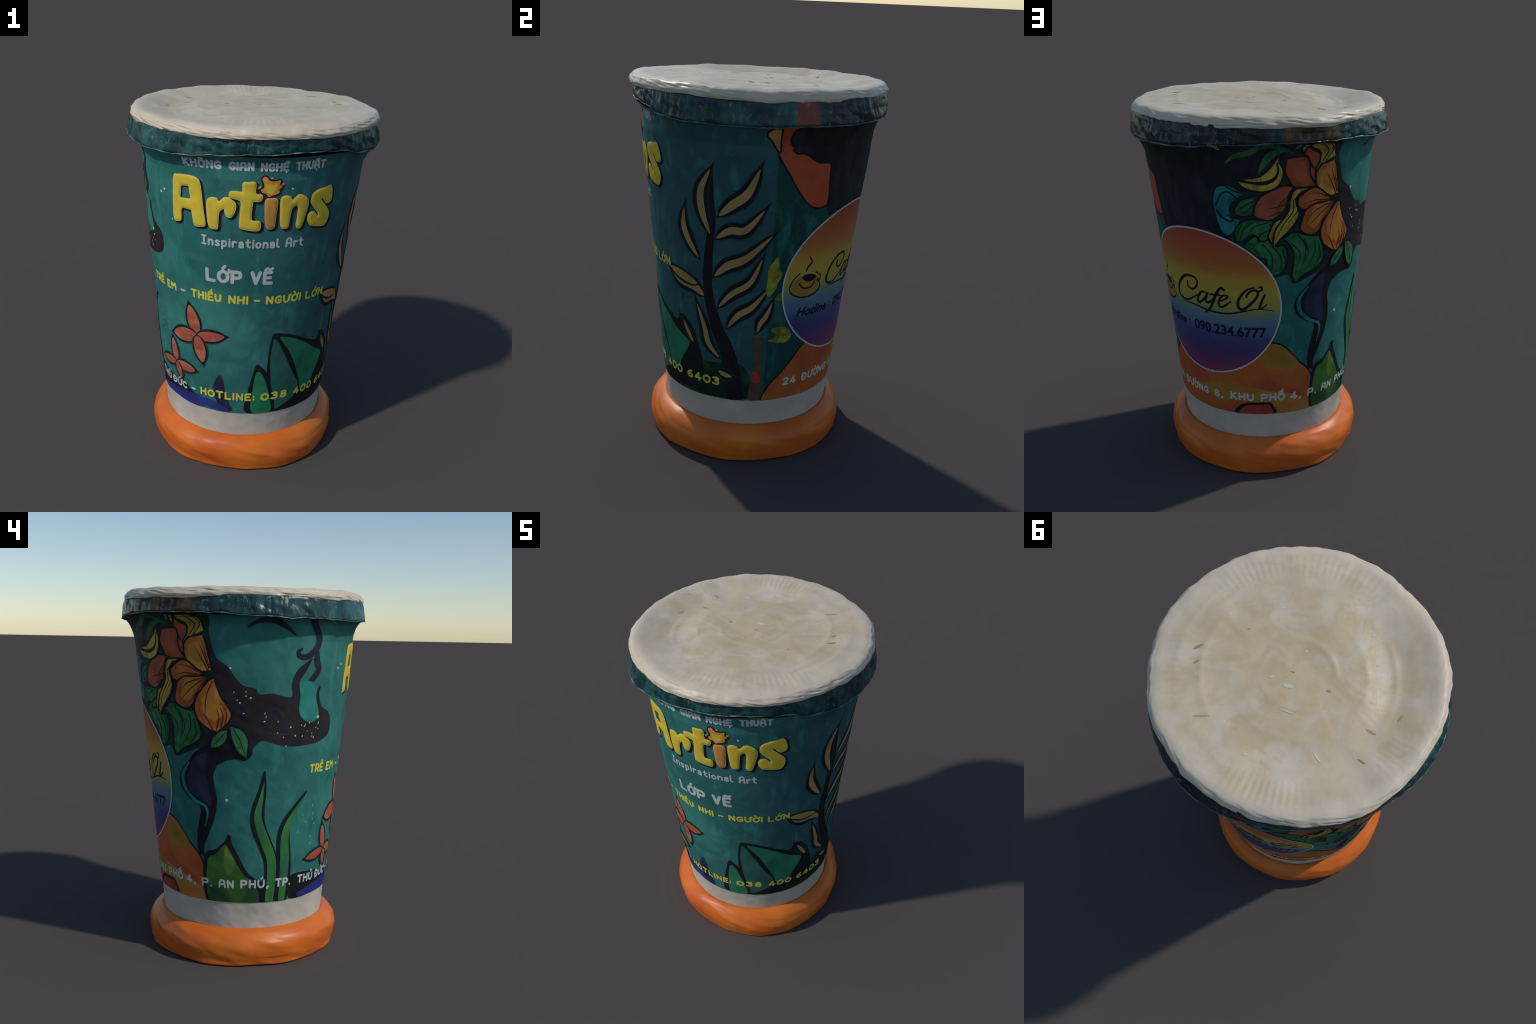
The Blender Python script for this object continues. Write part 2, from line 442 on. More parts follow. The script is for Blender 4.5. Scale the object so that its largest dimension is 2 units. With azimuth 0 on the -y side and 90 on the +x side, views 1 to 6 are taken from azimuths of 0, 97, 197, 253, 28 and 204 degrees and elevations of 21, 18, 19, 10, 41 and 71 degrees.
# crinkled film band under the lid
BAND_SECTION = [(0.0, 0.640, 1.836), (0.10, 0.668, 1.838), (0.18, 0.676, 1.846), (0.45, 0.672, 1.880),
                (0.7, 0.665, 1.910), (0.9, 0.657, 1.935), (1.0, 0.640, 1.945)]
BAND_R = [(0, -0.026), (25, -0.030), (45, -0.026), (57, -0.004), (70, 0.008), (95, 0.010), (130, 0.006), (160, 0.008), (175, -0.006),
          (190, -0.018), (215, -0.014), (240, -0.010), (252, 0.002), (270, 0.010), (292, 0.008), (322, 0.014), (336, -0.004), (348, -0.020)]
BAND_LOW = [(0, 0.022), (25, 0.032), (42, 0.024), (56, -0.012), (75, -0.024), (100, -0.026), (130, -0.020), (165, -0.016), (185, 0.010), (215, 0.018), (240, 0.014),
            (260, -0.002), (280, -0.006), (310, -0.014), (330, -0.010), (345, 0.010)]
def band_point(az, k):
    r = lerp_table([(a, b) for a, b, c in BAND_SECTION], k)
    z = lerp_table([(a, c) for a, b, c in BAND_SECTION], k)
    a = radians(az); x, y = sin(a), -cos(a)
    w = sin(pi * min(1, max(0, k))) ** 0.6
    calm = 0.35 + 0.65 * min(1.0, max(0.0, 0.5 + 1.2 * nz(x * 1.4, y * 1.4, 0, 16)))
    pleat = abs(nz(x * 15, y * 15, z * 5, 11)) * 0.014 - 0.004
    fold = 0.007 * nz(x * 16, y * 16, z * 26, 12) + 0.007 * facet_field(az / 360 * 70, k * 4, 5, 70)
    r += w * calm * (pleat + fold * 0.8) + 0.004 * nz(x * 3, y * 3, 0, 13) + ring_table(BAND_R, az) * (1 - 0.6 * k)
    z += (1 - k) * (0.005 * nz(x * 7, y * 7, 0, 14) + 0.003 * nz(x * 20, y * 20, 0, 15) + ring_table(BAND_LOW, az))
    return Vector((0.003 + r * x, -0.001 + r * y, z))
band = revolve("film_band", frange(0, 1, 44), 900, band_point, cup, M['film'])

# the film's free lower edge: a thin pale rolled lip
def lip_point(az, k):
    p = band_point(az, 0.14)
    t = 2 * pi * k
    a = radians(az); x, y = sin(a), -cos(a)
    h = 0.0035 + 0.002 * nz(x * 9, y * 9, 0, 17)
    return p + Vector((x * (0.002 + h * cos(t)), y * (0.002 + h * cos(t)), -0.003 + h * sin(t) + 0.002 * nz(x * 14, y * 14, 0, 18)))
film_lip = revolve("film_lip", frange(0, 1, 9), 600, lip_point, cup, M['film_lip'])

# lid: rounded rim, flutes, shallow dished top
LID_SECTION = [(0.0, 0.640, 1.925), (0.06, 0.662, 1.930), (0.14, 0.666, 1.945), (0.24, 0.658, 1.965), (0.32, 0.640, 1.979),
               (0.40, 0.615, 1.982), (0.52, 0.54, 1.975), (0.62, 0.44, 1.972), (0.69, 0.37, 1.972),
               (0.84, 0.20, 1.972), (0.93, 0.10, 1.971), (1.0, 0.012, 1.972)]
RIM_R = [(0, 0.002), (30, 0.002), (60, 0.004), (80, 0.010), (95, 0.006), (110, 0.0), (122, 0.004), (145, -0.008), (168, -0.010), (200, 0.004),
         (225, 0.006), (250, -0.012), (270, -0.006), (300, 0.006), (318, 0.0), (335, -0.004)]
RIM_Z = [(0, 0.0), (30, 0.003), (60, -0.002), (80, 0.0), (100, -0.006), (125, -0.001), (150, -0.009), (175, -0.006), (200, -0.004), (230, -0.008), (255, -0.002), (285, -0.007), (310, -0.004), (335, -0.008)]
def lid_point(az, k):
    r = lerp_table([(a, b) for a, b, c in LID_SECTION], k)
    z = lerp_table([(a, c) for a, b, c in LID_SECTION], k)
    a = radians(az); x, y = sin(a), -cos(a)
    edge = min(1.0, max(0.0, (r - 0.30) / 0.3))
    r += edge * (ring_table(RIM_R, az) + 0.006 * nz(x * 7, y * 7, z * 9, 21) + 0.004 * nz(x * 16, y * 16, z * 26, 22) + 0.0035 * facet_field(az / 360 * 90, k * 26, 7, 90))
    z += edge * ring_table(RIM_Z, az)
    px, py = r * x, r * y
    # the film dome sags on one side and bulges on the other
    dome = min(1.0, max(0.0, (0.64 - r) / 0.10)) * min(1.0, r / 0.25)
    u = cos(radians(az - 38)); v = cos(radians(az - 256))
    groove = math.exp(-((r - 0.43) / 0.105) ** 2)
    z += dome * 0.025 * max(0.0, u) ** 0.8 - groove * 0.026 * max(0.0, v)
    z += 0.005 * max(0.0, cos(radians(az - 15))) * min(1.0, max(0.0, (1.0 - dome))) * edge
    z += 0.006 * nz(px * 4, py * 4, 0, 23) + 0.0025 * nz(px * 12, py * 12, 0, 24)
    z += 0.009 * math.exp(-((r - 0.5) / 0.12) ** 2) * max(0.0, cos(radians(az - 130))) ** 2
    z += 0.004 * math.exp(-(r / 0.14) ** 2)                                            # domed centre
    for r0, h, ph in ((0.43, 0.0032, 27), (0.165, 0.004, 28), (0.30, 0.0015, 29)):      # broken concentric ripples
        z += h * max(0.0, nz(x * 1.3, y * 1.3, 0, ph) + 0.15) * math.exp(-((r - r0) / 0.016) ** 2) * 1.6
    z += edge * 0.006 * nz(x * 4.5, y * 4.5, 0, 30)                                   # wavy rim
    if 0.47 < r < 0.63:
        f = sin(pi * (r - 0.47) / 0.16)
        patchy = max(0.0, nz(x * 1.5, y * 1.5, 0, 26) + 0.25)
        z += 0.0013 * f * patchy * sin(az * pi / 180 * 110 + 2 * nz(x * 3, y * 3, 0, 25))
    return Vector((0.003 + px, -0.002 + py, z))
lid = revolve("lid", frange(0, 1, 150), 720, lid_point, cup, M['lid'], close_top=True)

# ------------------------------------------------------------------ print on the wall
K = 0.0096                     # metres of arc per degree, for drawing in the flat
STEP = 0.00023                 # one ink layer over the next
ledger = {}                    # how many ink layers already lie on each small cell of the wall
CELL_A, CELL_Z = 0.6, 0.006

def claim(cells):
    grown = {((i + a) % 600, j + b) for i, j in cells for a in (-1, 0, 1) for b in (-1, 0, 1)}
    lay = 1 + max((ledger.get(c, 0) for c in grown), default=0)
    for c in grown:
        ledger[c] = lay
    return lay

def layer_of_polygon(pts):
    """Scan-fill a polygon given in (azimuth, z) and lay it over whatever is below."""
    z0 = int(min(p[1] for p in pts) / CELL_Z); z1 = int(max(p[1] for p in pts) / CELL_Z)
    cells = {(int(math.floor(a / CELL_A)), int(z / CELL_Z)) for a, z in pts}
    n = len(pts)
    for j in range(z0, z1 + 1):
        zc = (j + 0.5) * CELL_Z
        xs = []
        for k in range(n):
            (a0, b0), (a1, b1) = pts[k], pts[(k + 1) % n]
            if (b0 > zc) != (b1 > zc):
                xs.append(a0 + (zc - b0) / (b1 - b0) * (a1 - a0))
        xs.sort()
        for u, v in zip(xs[::2], xs[1::2]):
            for i in range(int(math.floor(u / CELL_A)), int(math.floor(v / CELL_A)) + 1):
                cells.add((i, j))
    return claim(cells)

def layer_of_line(pts, width):
    cells = set()
    for a, z in spline(pts, closed=False, sub=24):
        ka, kz = int(0.5 * width / K / CELL_A), int(0.5 * width / CELL_Z)
        for da in range(-ka, ka + 1):
            for dz in range(-kz, kz + 1):
                cells.add((int(math.floor(a / CELL_A)) + da, int(z / CELL_Z) + dz))
    return claim(cells)

def layer_of_box(a0, a1, z0, z1):
    return layer_of_polygon([(a0, z0), (a1, z0), (a1, z1), (a0, z1)])

def spline(pts, closed=True, sub=7, tension=0.5):
    n = len(pts); out = []
    m = n if closed else n - 1
    for i in range(m):
        if closed:
            a, b, c, d = (pts[(i + k) % n] for k in (-1, 0, 1, 2))
        else:
            a, b, c, d = pts[max(i - 1, 0)], pts[i], pts[i + 1], pts[min(i + 2, n - 1)]
        for s in range(sub):
            f = s / sub
            out.append(tuple(b[j] + tension * f * (c[j] - a[j] + f * (2*a[j] - 5*b[j] + 4*c[j] - d[j]
                       + f * (3 * (b[j] - c[j]) + d[j] - a[j]))) for j in range(len(b))))
    if not closed:
        out.append(tuple(pts[-1]))
    return out

def flat(pts):  return [(a * K, z) for a, z in pts]
def unflat(pts): return [(s / K, z) for s, z in pts]

def grow(poly, d):
    """Offset a closed flat polygon outwards by d."""
    area = sum(poly[i][0] * poly[(i+1) % len(poly)][1] - poly[(i+1) % len(poly)][0] * poly[i][1] for i in range(len(poly)))
    sg = 1 if area > 0 else -1
    out = []
    for i, p in enumerate(poly):
        a, b = poly[i - 1], poly[(i + 1) % len(poly)]
        tx, ty = b[0] - a[0], b[1] - a[1]
        l = hypot(tx, ty) or 1e-9
        out.append((p[0] + sg * ty / l * d, p[1] - sg * tx / l * d))
    return out

def inside(p, poly):
    c = False; j = len(poly) - 1
    for i in range(len(poly)):
        if (poly[i][1] > p[1]) != (poly[j][1] > p[1]) and \
           p[0] < (poly[j][0] - poly[i][0]) * (p[1] - poly[i][1]) / (poly[j][1] - poly[i][1]) + poly[i][0]:
            c = not c
        j = i
    return c

def skin(name, poly, mat, hole=None, layer=None, grid=0.009, parent=None, puff=0.0):
    """Fill a flat polygon with fine triangles and lay it on the wall."""
    poly = [(s, max(z, PRINT_BOTTOM + 0.0005)) for s, z in poly]
    lay = layer or layer_of_polygon(unflat(poly))
    pts = [Vector(p) for p in poly]
    edges = [(i, (i + 1) % len(poly)) for i in range(len(poly))]
    if hole:
        n0 = len(pts); pts += [Vector(p) for p in hole]
        edges += [(n0 + i, n0 + (i + 1) % len(hole)) for i in range(len(hole))]
    x0, x1 = min(p[0] for p in poly), max(p[0] for p in poly)
    y0, y1 = min(p[1] for p in poly), max(p[1] for p in poly)
    nx, ny = int((x1 - x0) / grid), int((y1 - y0) / grid)
    for i in range(1, nx + 1):
        for j in range(1, ny + 1):
            q = (x0 + (i + 0.5 * (j % 2)) * grid, y0 + j * grid)
            if inside(q, poly):
                pts.append(Vector(q))
    v, e, f, *_ = delaunay_2d_cdt(pts, edges, [], 0, 1e-6)
    faces = []
    for t in f:
        c = (sum(v[i][0] for i in t) / 3, sum(v[i][1] for i in t) / 3)
        if inside(c, poly) and not (hole and inside(c, hole)):
            faces.append(t)
    rim = [Vector(p) for p in poly] + [Vector(p) for p in (hole or [])]
    def swell(p):
        if not puff: return 0.0
        d = min((q - p).length for q in rim)
        return puff * math.sqrt(min(1.0, d / 0.014))
    verts = [wall_point(p[0] / K, p[1], 0.0006 + STEP * lay + swell(p)) for p in v]
    return finish_skin(name, verts, faces, mat, parent)

def finish_skin(name, verts, faces, mat, parent=None):
    me = bpy.data.meshes.new(name)
    me.from_pydata(verts, [], faces)
    bm = bmesh.new(); bm.from_mesh(me)
    bmesh.ops.delete(bm, geom=[v for v in bm.verts if not v.link_faces], context='VERTS')
    for fc in bm.faces:                       # face outwards
        c = fc.calc_center_median()
        if fc.normal.x * c.x + fc.normal.y * c.y < 0:
            fc.normal_flip()
    bm.to_mesh(me); bm.free()
    return add_object(name, me, parent or cup_wall, mat)

def blob(name, mat, pts, edge=0.0, edge_mat='black', hole=None, core=None):
    """A smooth closed patch of ink, with an optional drawn outline of width edge."""
    poly = spline(flat(pts))
    if edge:
        skin(name + "_outline", grow(poly, edge), M[edge_mat])
    ob = skin(name, poly, M[mat], hole=hole)
    if core:                                   # lighter painted middle
        cx = sum(p[0] for p in poly) / len(poly); cz = sum(p[1] for p in poly) / len(poly)
        inner = [(cx + (x - cx) * (0.60 + 0.12 * nz(x * 60, z * 60, 0, 41)),
                  cz + (z - cz) * (0.66 + 0.12 * nz(x * 60, z * 60, 3, 42)) + 0.004) for x, z in poly]
        skin(name + "_middle", inner, M[core])
    return ob

def leaf(name, mat, width, pts, edge=0.0, edge_mat='black', tip=1.0):
    """A pointed leaf or petal along a midrib of 2-4 points, base first."""
    p = flat(pts)
    if len(p) == 2:
        p = [p[0], ((p[0][0] + p[1][0]) / 2, (p[0][1] + p[1][1]) / 2), p[1]]
    rib = spline(p, closed=False, sub=10)
    n = len(rib) - 1
    def outline(w, extend=0.0):
        L, R = [], []
        line = list(rib)
        if extend:
            dx, dy = rib[-1][0] - rib[-4][0], rib[-1][1] - rib[-4][1]
            l = hypot(dx, dy) or 1
            line += [(rib[-1][0] + dx / l * extend * k, rib[-1][1] + dy / l * extend * k) for k in (0.5, 1.0)]
            dx, dy = rib[0][0] - rib[3][0], rib[0][1] - rib[3][1]
            l = hypot(dx, dy) or 1
            line = [(rib[0][0] + dx / l * extend * 0.4, rib[0][1] + dy / l * extend * 0.4)] + line
        m = len(line) - 1
        for i, c in enumerate(line):
            a, b = line[max(i - 1, 0)], line[min(i + 1, m)]
            tx, ty = b[0] - a[0], b[1] - a[1]
            l = hypot(tx, ty) or 1
            f = i / m
            h = 0.5 * w * (sin(pi * f ** 0.9) ** 0.8) if 0 < f < 1 else 0.0006
            L.append((c[0] - ty / l * h, c[1] + tx / l * h)); R.append((c[0] + ty / l * h, c[1] - tx / l * h))
        return L + R[::-1]
    if edge:                                   # soft dark bleed, then the drawn outline
        skin(name + "_bleed", outline(width + 2 * edge + 0.012, edge * 2.2 * tip + 0.008), M['bleed'])
        skin(name + "_outline", outline(width + 2 * edge, edge * 2.2 * tip), M[edge_mat])
    return skin(name, outline(width), M[mat])

def ribbon(p, widths, lay, verts, faces, across=2, sub=10):
    """Append a brush line with varying width and rounded ends to verts/faces (flat input)."""
    n = len(p)
    ww = [widths[0]] * n if len(widths) == 1 else \
         [lerp_table([(i / (len(widths) - 1), w) for i, w in enumerate(widths)], k / (n - 1)) for k in range(n)]
    if n == 2:
        mid = ((p[0][0] + p[1][0]) / 2, (p[0][1] + p[1][1]) / 2)
        p, ww = [p[0], mid, p[1]], [ww[0], (ww[0] + ww[1]) / 2, ww[1]]
    line = spline([(a, b, w) for (a, b), w in zip(p, ww)], closed=False, sub=sub)
    def cap(q, r):
        l = hypot(q[0] - r[0], q[1] - r[1]) or 1
        dx, dy = (q[0] - r[0]) / l, (q[1] - r[1]) / l
        h = q[2] / 2
        return [(q[0] + dx * h * k, q[1] + dy * h * k, q[2] * (1 - k * k) ** 0.5) for k in (0.35, 0.65, 0.88, 0.985)]
    line = cap(line[0], line[1])[::-1] + line + cap(line[-1], line[-2])
    m = len(line) - 1
    nc = max(across, int(max(ww) / 0.010) + 1)
    base = len(verts)
    for i, c in enumerate(line):
        a, b = line[max(i - 1, 0)], line[min(i + 1, m)]
        tx, ty = b[0] - a[0], b[1] - a[1]
        l = hypot(tx, ty) or 1
        for j in range(nc + 1):
            o = (j / nc - 0.5) * c[2]
            s, z = c[0] - ty / l * o, c[1] + tx / l * o
            verts.append(wall_point(s / K, max(z, PRINT_BOTTOM + 0.0005), 0.0006 + STEP * (lay + 0.5 * i / m)))
    for i in range(m):
        for j in range(nc):
            a = base + i * (nc + 1) + j
            faces.append((a, a + 1, a + nc + 2, a + nc + 1))

def stroke(name, mat, widths, pts):
    lay = layer_of_line(pts, max(widths))
    verts, faces = [], []
    ribbon(flat(pts), widths, lay, verts, faces)
    return finish_skin(name, verts, faces, M[mat])

# a chunky rounded hand-drawn alphabet: strokes in a box one capital high
BOWL = [(.3, 1), (.04, .75), (.03, .25), (.3, 0), (.57, .25), (.56, .75), (.3, 1)]
P_STROKES = [[(0, 0), (0, 1)], [(0, 1), (.42, .96), (.52, .72), (.42, .47), (0, .44)]]
GLYPHS = {
    'A': [[(0, 0), (.04, .65), (.14, .97), (.46, .97), (.56, .65), (.6, 0)], [(.06, .42), (.54, .42)]],
    'C': [[(.56, .82), (.35, 1), (.06, .76), (.03, .3), (.3, 0), (.57, .16)]],
    'D': [[(0, 0), (0, 1)], [(0, 1), (.4, .93), (.58, .5), (.4, .07), (0, 0)]],
    'E': [[(0, 0), (0, 1)], [(0, 1), (.48, 1)], [(0, .51), (.4, .51)], [(0, 0), (.5, 0)]],
    'G': [[(.56, .84), (.35, 1), (.06, .76), (.03, .3), (.3, 0), (.57, .12)], [(.57, .12), (.57, .45)], [(.34, .45), (.57, .45)]],
    'H': [[(0, 0), (0, 1)], [(.54, 0), (.54, 1)], [(0, .5), (.54, .5)]],
    'I': [[(0, 0), (0, 1)]],
    'J': [[(.2, 0), (.2, 1)], [(0, 1), (.4, 1)], [(0, 0), (.4, 0)]],          # serifed capital I
    'K': [[(0, 0), (0, 1)], [(.5, 1), (.05, .47)], [(.12, .52), (.54, 0)]],
    'L': [[(0, 1), (0, 0)], [(0, 0), (.48, 0)]],
    'M': [[(0, 0), (.06, .98)], [(.06, .98), (.36, .55)], [(.36, .55), (.64, .98)], [(.64, .98), (.72, 0)]],
    'N': [[(0, 0), (0, 1)], [(0, 1), (.54, 0)], [(.54, 0), (.54, 1)]],
    'O': [BOWL], '0': [BOWL],
    'P': P_STROKES, 'R': P_STROKES + [[(.18, .44), (.54, 0)]],
    'T': [[(0, 1), (.6, 1)], [(.3, 1), (.3, 0)]],
    'U': [[(0, 1), (.02, .25), (.28, 0), (.54, .25), (.56, 1)]],
    'V': [[(0, 1), (.28, 0)], [(.28, 0), (.56, 1)]],
    '2': [[(.03, .78), (.28, 1), (.52, .76), (.38, .45), (0, 0)], [(0, 0), (.54, 0)]],
    '3': [[(.03, .92), (.32, 1), (.5, .78), (.22, .55)], [(.22, .55), (.53, .33), (.34, .01), (.01, .1)]],
    '4': [[(.38, 1), (0, .3)], [(0, .3), (.58, .3)], [(.42, .62), (.42, 0)]],
    '6': [[(.46, 1), (.14, .72), (.03, .3), (.28, 0), (.53, .28), (.3, .55), (.08, .4)]],
    '8': [[(.28, .53), (.06, .76), (.28, 1), (.5, .76), (.28, .53)], [(.28, .53), (.02, .26), (.28, 0), (.55, .26), (.28, .53)]],
    'a': [[(.05, .54), (.28, .63), (.4, .42), (.41, 0)], [(.4, .34), (.1, .32), (.06, .08), (.25, 0), (.4, .14)]],
    'i': [[(0, 0), (0, .62)], [(0, .87), (0, .89)]],
    'l': [[(0, 1), (0, .2), (.2, .02)]],
    'n': [[(0, 0), (0, .62)], [(0, .42), (.22, .63), (.42, .42), (.42, 0)]],
    'o': [[(.22, .62), (.03, .46), (.03, .16), (.22, 0), (.42, .16), (.42, .46), (.22, .62)]],
    'p': [[(0, -.32), (0, .62)], [(0, .58), (.3, .6), (.42, .32), (.3, .04), (0, .06)]],
    'r': [[(0, 0), (0, .62)], [(0, .4), (.16, .62), (.34, .56)]],
    's': [[(.38, .54), (.2, .63), (.04, .48), (.2, .32), (.38, .16), (.22, 0), (.02, .07)]],
    't': [[(.18, .92), (.18, .2), (.4, .02)], [(0, .64), (.4, .64)]],
    ':': [[(0, .08), (0, .1)], [(0, .5), (0, .52)]], '.': [[(0, .02), (0, .04)]], ',': [[(.05, .06), (-.04, -.16)]],
}
MARKS = {   # Vietnamese accents, over a letter about .56 wide
    '\u0301': [[(.28, 1.24), (.42, 1.46)]], '\u0300': [[(.16, 1.46), (.32, 1.24)]],
    '\u0302': [[(.08, 1.22), (.28, 1.38)], [(.28, 1.38), (.48, 1.22)]],
    '\u0303': [[(.03, 1.26), (.18, 1.38), (.36, 1.25), (.53, 1.38)]],
    '\u0309': [[(.22, 1.44), (.36, 1.46), (.36, 1.33), (.27, 1.24)]],
    '\u0323': [[(.28, -.27), (.28, -.25)]],
    '\u031b': [[(.54, .86), (.70, .94), (.70, 1.14)]],
}
def hand_word(text, az0, az1, z0, cap, mat, weight=0.235):
    """One hand-lettered word fitted between two azimuths, standing on z0."""
    strokes, pen, shift = [], 0.0, 0.0
    up = 0.0
    for ch in unicodedata.normalize('NFD', text):
        if ch in MARKS:
            raise_by = 0.20 if (up and ch in '\u0301\u0300\u0303\u0309') else 0.0
            strokes += [([(x + shift, y + raise_by) for x, y in st], 0.8) for st in MARKS[ch]]
            if ch == '\u0302': up = 0.2
            continue
        up = 0.0
        base = {'\u0110': 'D'}.get(ch, ch)
        gl = GLYPHS[base]
        lo = min(x for st in gl for x, y in st); hi = max(x for st in gl for x, y in st)
        shift = pen - lo
        tilt = 0.03 * nz(pen * 3.1, z0 * 17, az0, 33)
        strokes += [([(x + shift + tilt * y, y + tilt * x) for x, y in st], 1.0) for st in gl]
        if ch == '\u0110':
            strokes.append(([(shift - .13, .5), (shift + .24, .5)], 0.85))
        pen = shift + hi + 0.34
    xs = [x for st, k in strokes for x, y in st]
    x0, x1 = min(xs), max(xs)
    w = weight * cap
    sx = ((az1 - az0) * K - w) / max(x1 - x0, 1e-6)
    lay = layer_of_box(az0, az1, z0 - 0.2 * cap, z0 + 1.3 * cap)
    verts, faces = [], []
    inner = cap - w
    for k, (st, f) in enumerate(strokes):
        p = [(az0 * K + w / 2 + (x - x0) * sx, z0 + w / 2 + y * inner) for x, y in st]
        ribbon(p, (w * f,), lay + 0.3 * (k % 4), verts, faces, sub=6)
    return finish_skin("lettering", verts, faces, M[mat])

def dot(name, mat, az, z, w, h=None, tilt=0.0):
    h = h or w
    t = radians(tilt)
    pts = []
    for i in range(14):
        a = 2 * pi * i / 14
        x, y = 0.5 * w * cos(a), 0.5 * h * sin(a)
        pts.append((az * K + x * cos(t) - y * sin(t), z + x * sin(t) + y * cos(t)))
    return skin(name, pts, M[mat])

def word(text, az0, az1, z0, cap, mat, bold=0.02, slant=0.0, wobble=0.0):
    """One printed word, fitted between two azimuths, standing on z0 with capital height cap."""
    cu = bpy.data.curves.new("lettering", 'FONT')
    cu.body = text
    cu.size = 1.0
    cu.offset = bold
    cu.shear = slant
    cu.resolution_u = 4
    tmp = bpy.data.objects.new("lettering", cu)
    bpy.context.scene.collection.objects.link(tmp)
    bpy.context.view_layer.update()
    dg = bpy.context.evaluated_depsgraph_get()
    me = bpy.data.meshes.new_from_object(tmp.evaluated_get(dg))
    bpy.data.objects.remove(tmp)
    bm = bmesh.new(); bm.from_mesh(me)
    bmesh.ops.remove_doubles(bm, verts=bm.verts, dist=1e-5)
    xs = [v.co.x for v in bm.verts]
    x0, x1 = min(xs), max(xs)
    CAP = 0.73                                  # capital height of the built-in face
    sx = (az1 - az0) / (x1 - x0)
    sy = cap / CAP
    for v in bm.verts:
        j = wobble * nz(v.co.x * 1.3, v.co.y * 0.6, 2, 31)
        v.co = (az0 + (v.co.x - x0) * sx, z0 + (v.co.y + j) * sy, 0)
    bmesh.ops.triangulate(bm, faces=bm.faces)
    for _ in range(3):
        longs = [e for e in bm.edges if hypot((e.verts[0].co.x - e.verts[1].co.x) * K, e.verts[0].co.y - e.verts[1].co.y) > 0.016]
        if not longs: break
        bmesh.ops.subdivide_edges(bm, edges=longs, cuts=1)
        bmesh.ops.triangulate(bm, faces=bm.faces)
    lay = layer_of_box(az0, az1, z0, z0 + cap)
    for v in bm.verts:
        v.co = wall_point(v.co.x, v.co.y, 0.0006 + STEP * (lay + 1))
    for fc in bm.faces:
        fc.normal_update()
        c = fc.calc_center_median()
        if fc.normal.x * c.x + fc.normal.y * c.y < 0:
            fc.normal_flip()
    bm.to_mesh(me); bm.free()
    return add_object("lettering", me, cup_wall, M[mat])

# ---- portrait
blob('dark_hair', 'hair', [(114.6, 1.83), (112.4, 1.79), (112.7, 1.739), (116.3, 1.702), (121.4, 1.672), (127, 1.639), (135.2, 1.625), (136, 1.53), (136.5, 1.441), (138, 1.381), (139.8, 1.362), (149, 1.379), (169.2, 1.396), (168.5, 1.54), (164.5, 1.706), (155.3, 1.81)])
blob('dark_hair', 'hair', [(140.6, 1.797), (129.6, 1.66), (137.8, 1.635), (137.9, 1.538), (137.3, 1.426), (141.3, 1.364), (155, 1.396), (170.6, 1.391), (183.4, 1.356), (184.6, 1.379), (181, 1.387), (177.8, 1.453), (176.2, 1.541), (177.2, 1.625), (184.1, 1.641), (192, 1.608), (209, 1.62), (213.6, 1.688), (213.9, 1.795), (213.2, 1.852), (188, 1.851), (171, 1.844)])
blob('red_face_patch', 'red', [(108.3, 1.819), (108.5, 1.754), (108.6, 1.693), (110.2, 1.655), (114.4, 1.59), (119.2, 1.513), (124.2, 1.449), (129.1, 1.416), (134.1, 1.413), (136.6, 1.436), (135.5, 1.541), (134.6, 1.623), (131.5, 1.631), (127, 1.639), (121.4, 1.677), (116.4, 1.688), (114.3, 1.717), (112.4, 1.755), (113.5, 1.8), (115.4, 1.829)], edge=0.009)
blob('gold_patch', 'gold', [(103.1, 1.778), (104.5, 1.801), (107.8, 1.807), (108.3, 1.754), (108.5, 1.698), (105.5, 1.743)], edge=0.008)

# ---- smoke
blob('dark_smoke', 'soot', [(-126.2, 1.836), (-121.3, 1.835), (-122, 1.765), (-120.7, 1.692), (-118.4, 1.632), (-113.6, 1.594), (-110.7, 1.554), (-106.3, 1.502), (-99.9, 1.485), (-97.8, 1.457), (-91.2, 1.46), (-83, 1.441), (-80.8, 1.454), (-81.6, 1.505), (-79.4, 1.569), (-75, 1.61), (-70.4, 1.638), (-73.5, 1.577), (-77.2, 1.515), (-76.3, 1.442), (-76.6, 1.375), (-74.4, 1.331), (-69.4, 1.307), (-64.7, 1.319), (-62.8, 1.358), (-65.6, 1.439), (-65.1, 1.487), (-63.3, 1.491), (-63.8, 1.449), (-61, 1.389), (-55, 1.359), (-52, 1.313), (-52.3, 1.253), (-56.7, 1.218), (-64.2, 1.197), (-78.2, 1.188), (-87.3, 1.198), (-95.7, 1.221), (-100.4, 1.184), (-102.5, 1.136), (-104.7, 1.12), (-109.5, 1.135), (-116.7, 1.106), (-120.1, 1.094), (-129.3, 1.136), (-127.4, 1.255), (-129.2, 1.338), (-121.7, 1.541), (-124.6, 1.74)])
stroke('smoke_curl', 'purple', (0.027, 0.0324, 0.0379, 0.0324, 0.027, 0.0216, 0.0108), [(-75.2, 1.843), (-70.3, 1.791), (-66.9, 1.73), (-69, 1.679), (-73.6, 1.646), (-77.7, 1.646), (-78.8, 1.668), (-76.9, 1.684)])
stroke('dark_smoke', 'soot', (0.0216, 0.0379, 0.0324, 0.0324, 0.0108), [(-67.4, 1.664), (-67.5, 1.623), (-65.9, 1.581), (-69.2, 1.535), (-74.6, 1.499)])
stroke('dark_smoke', 'soot', (0.0108, 0.0216, 0.027, 0.0216, 0.0081), [(-103.5, 1.788), (-98.5, 1.817), (-91.6, 1.817), (-85.7, 1.789), (-80.8, 1.753)])

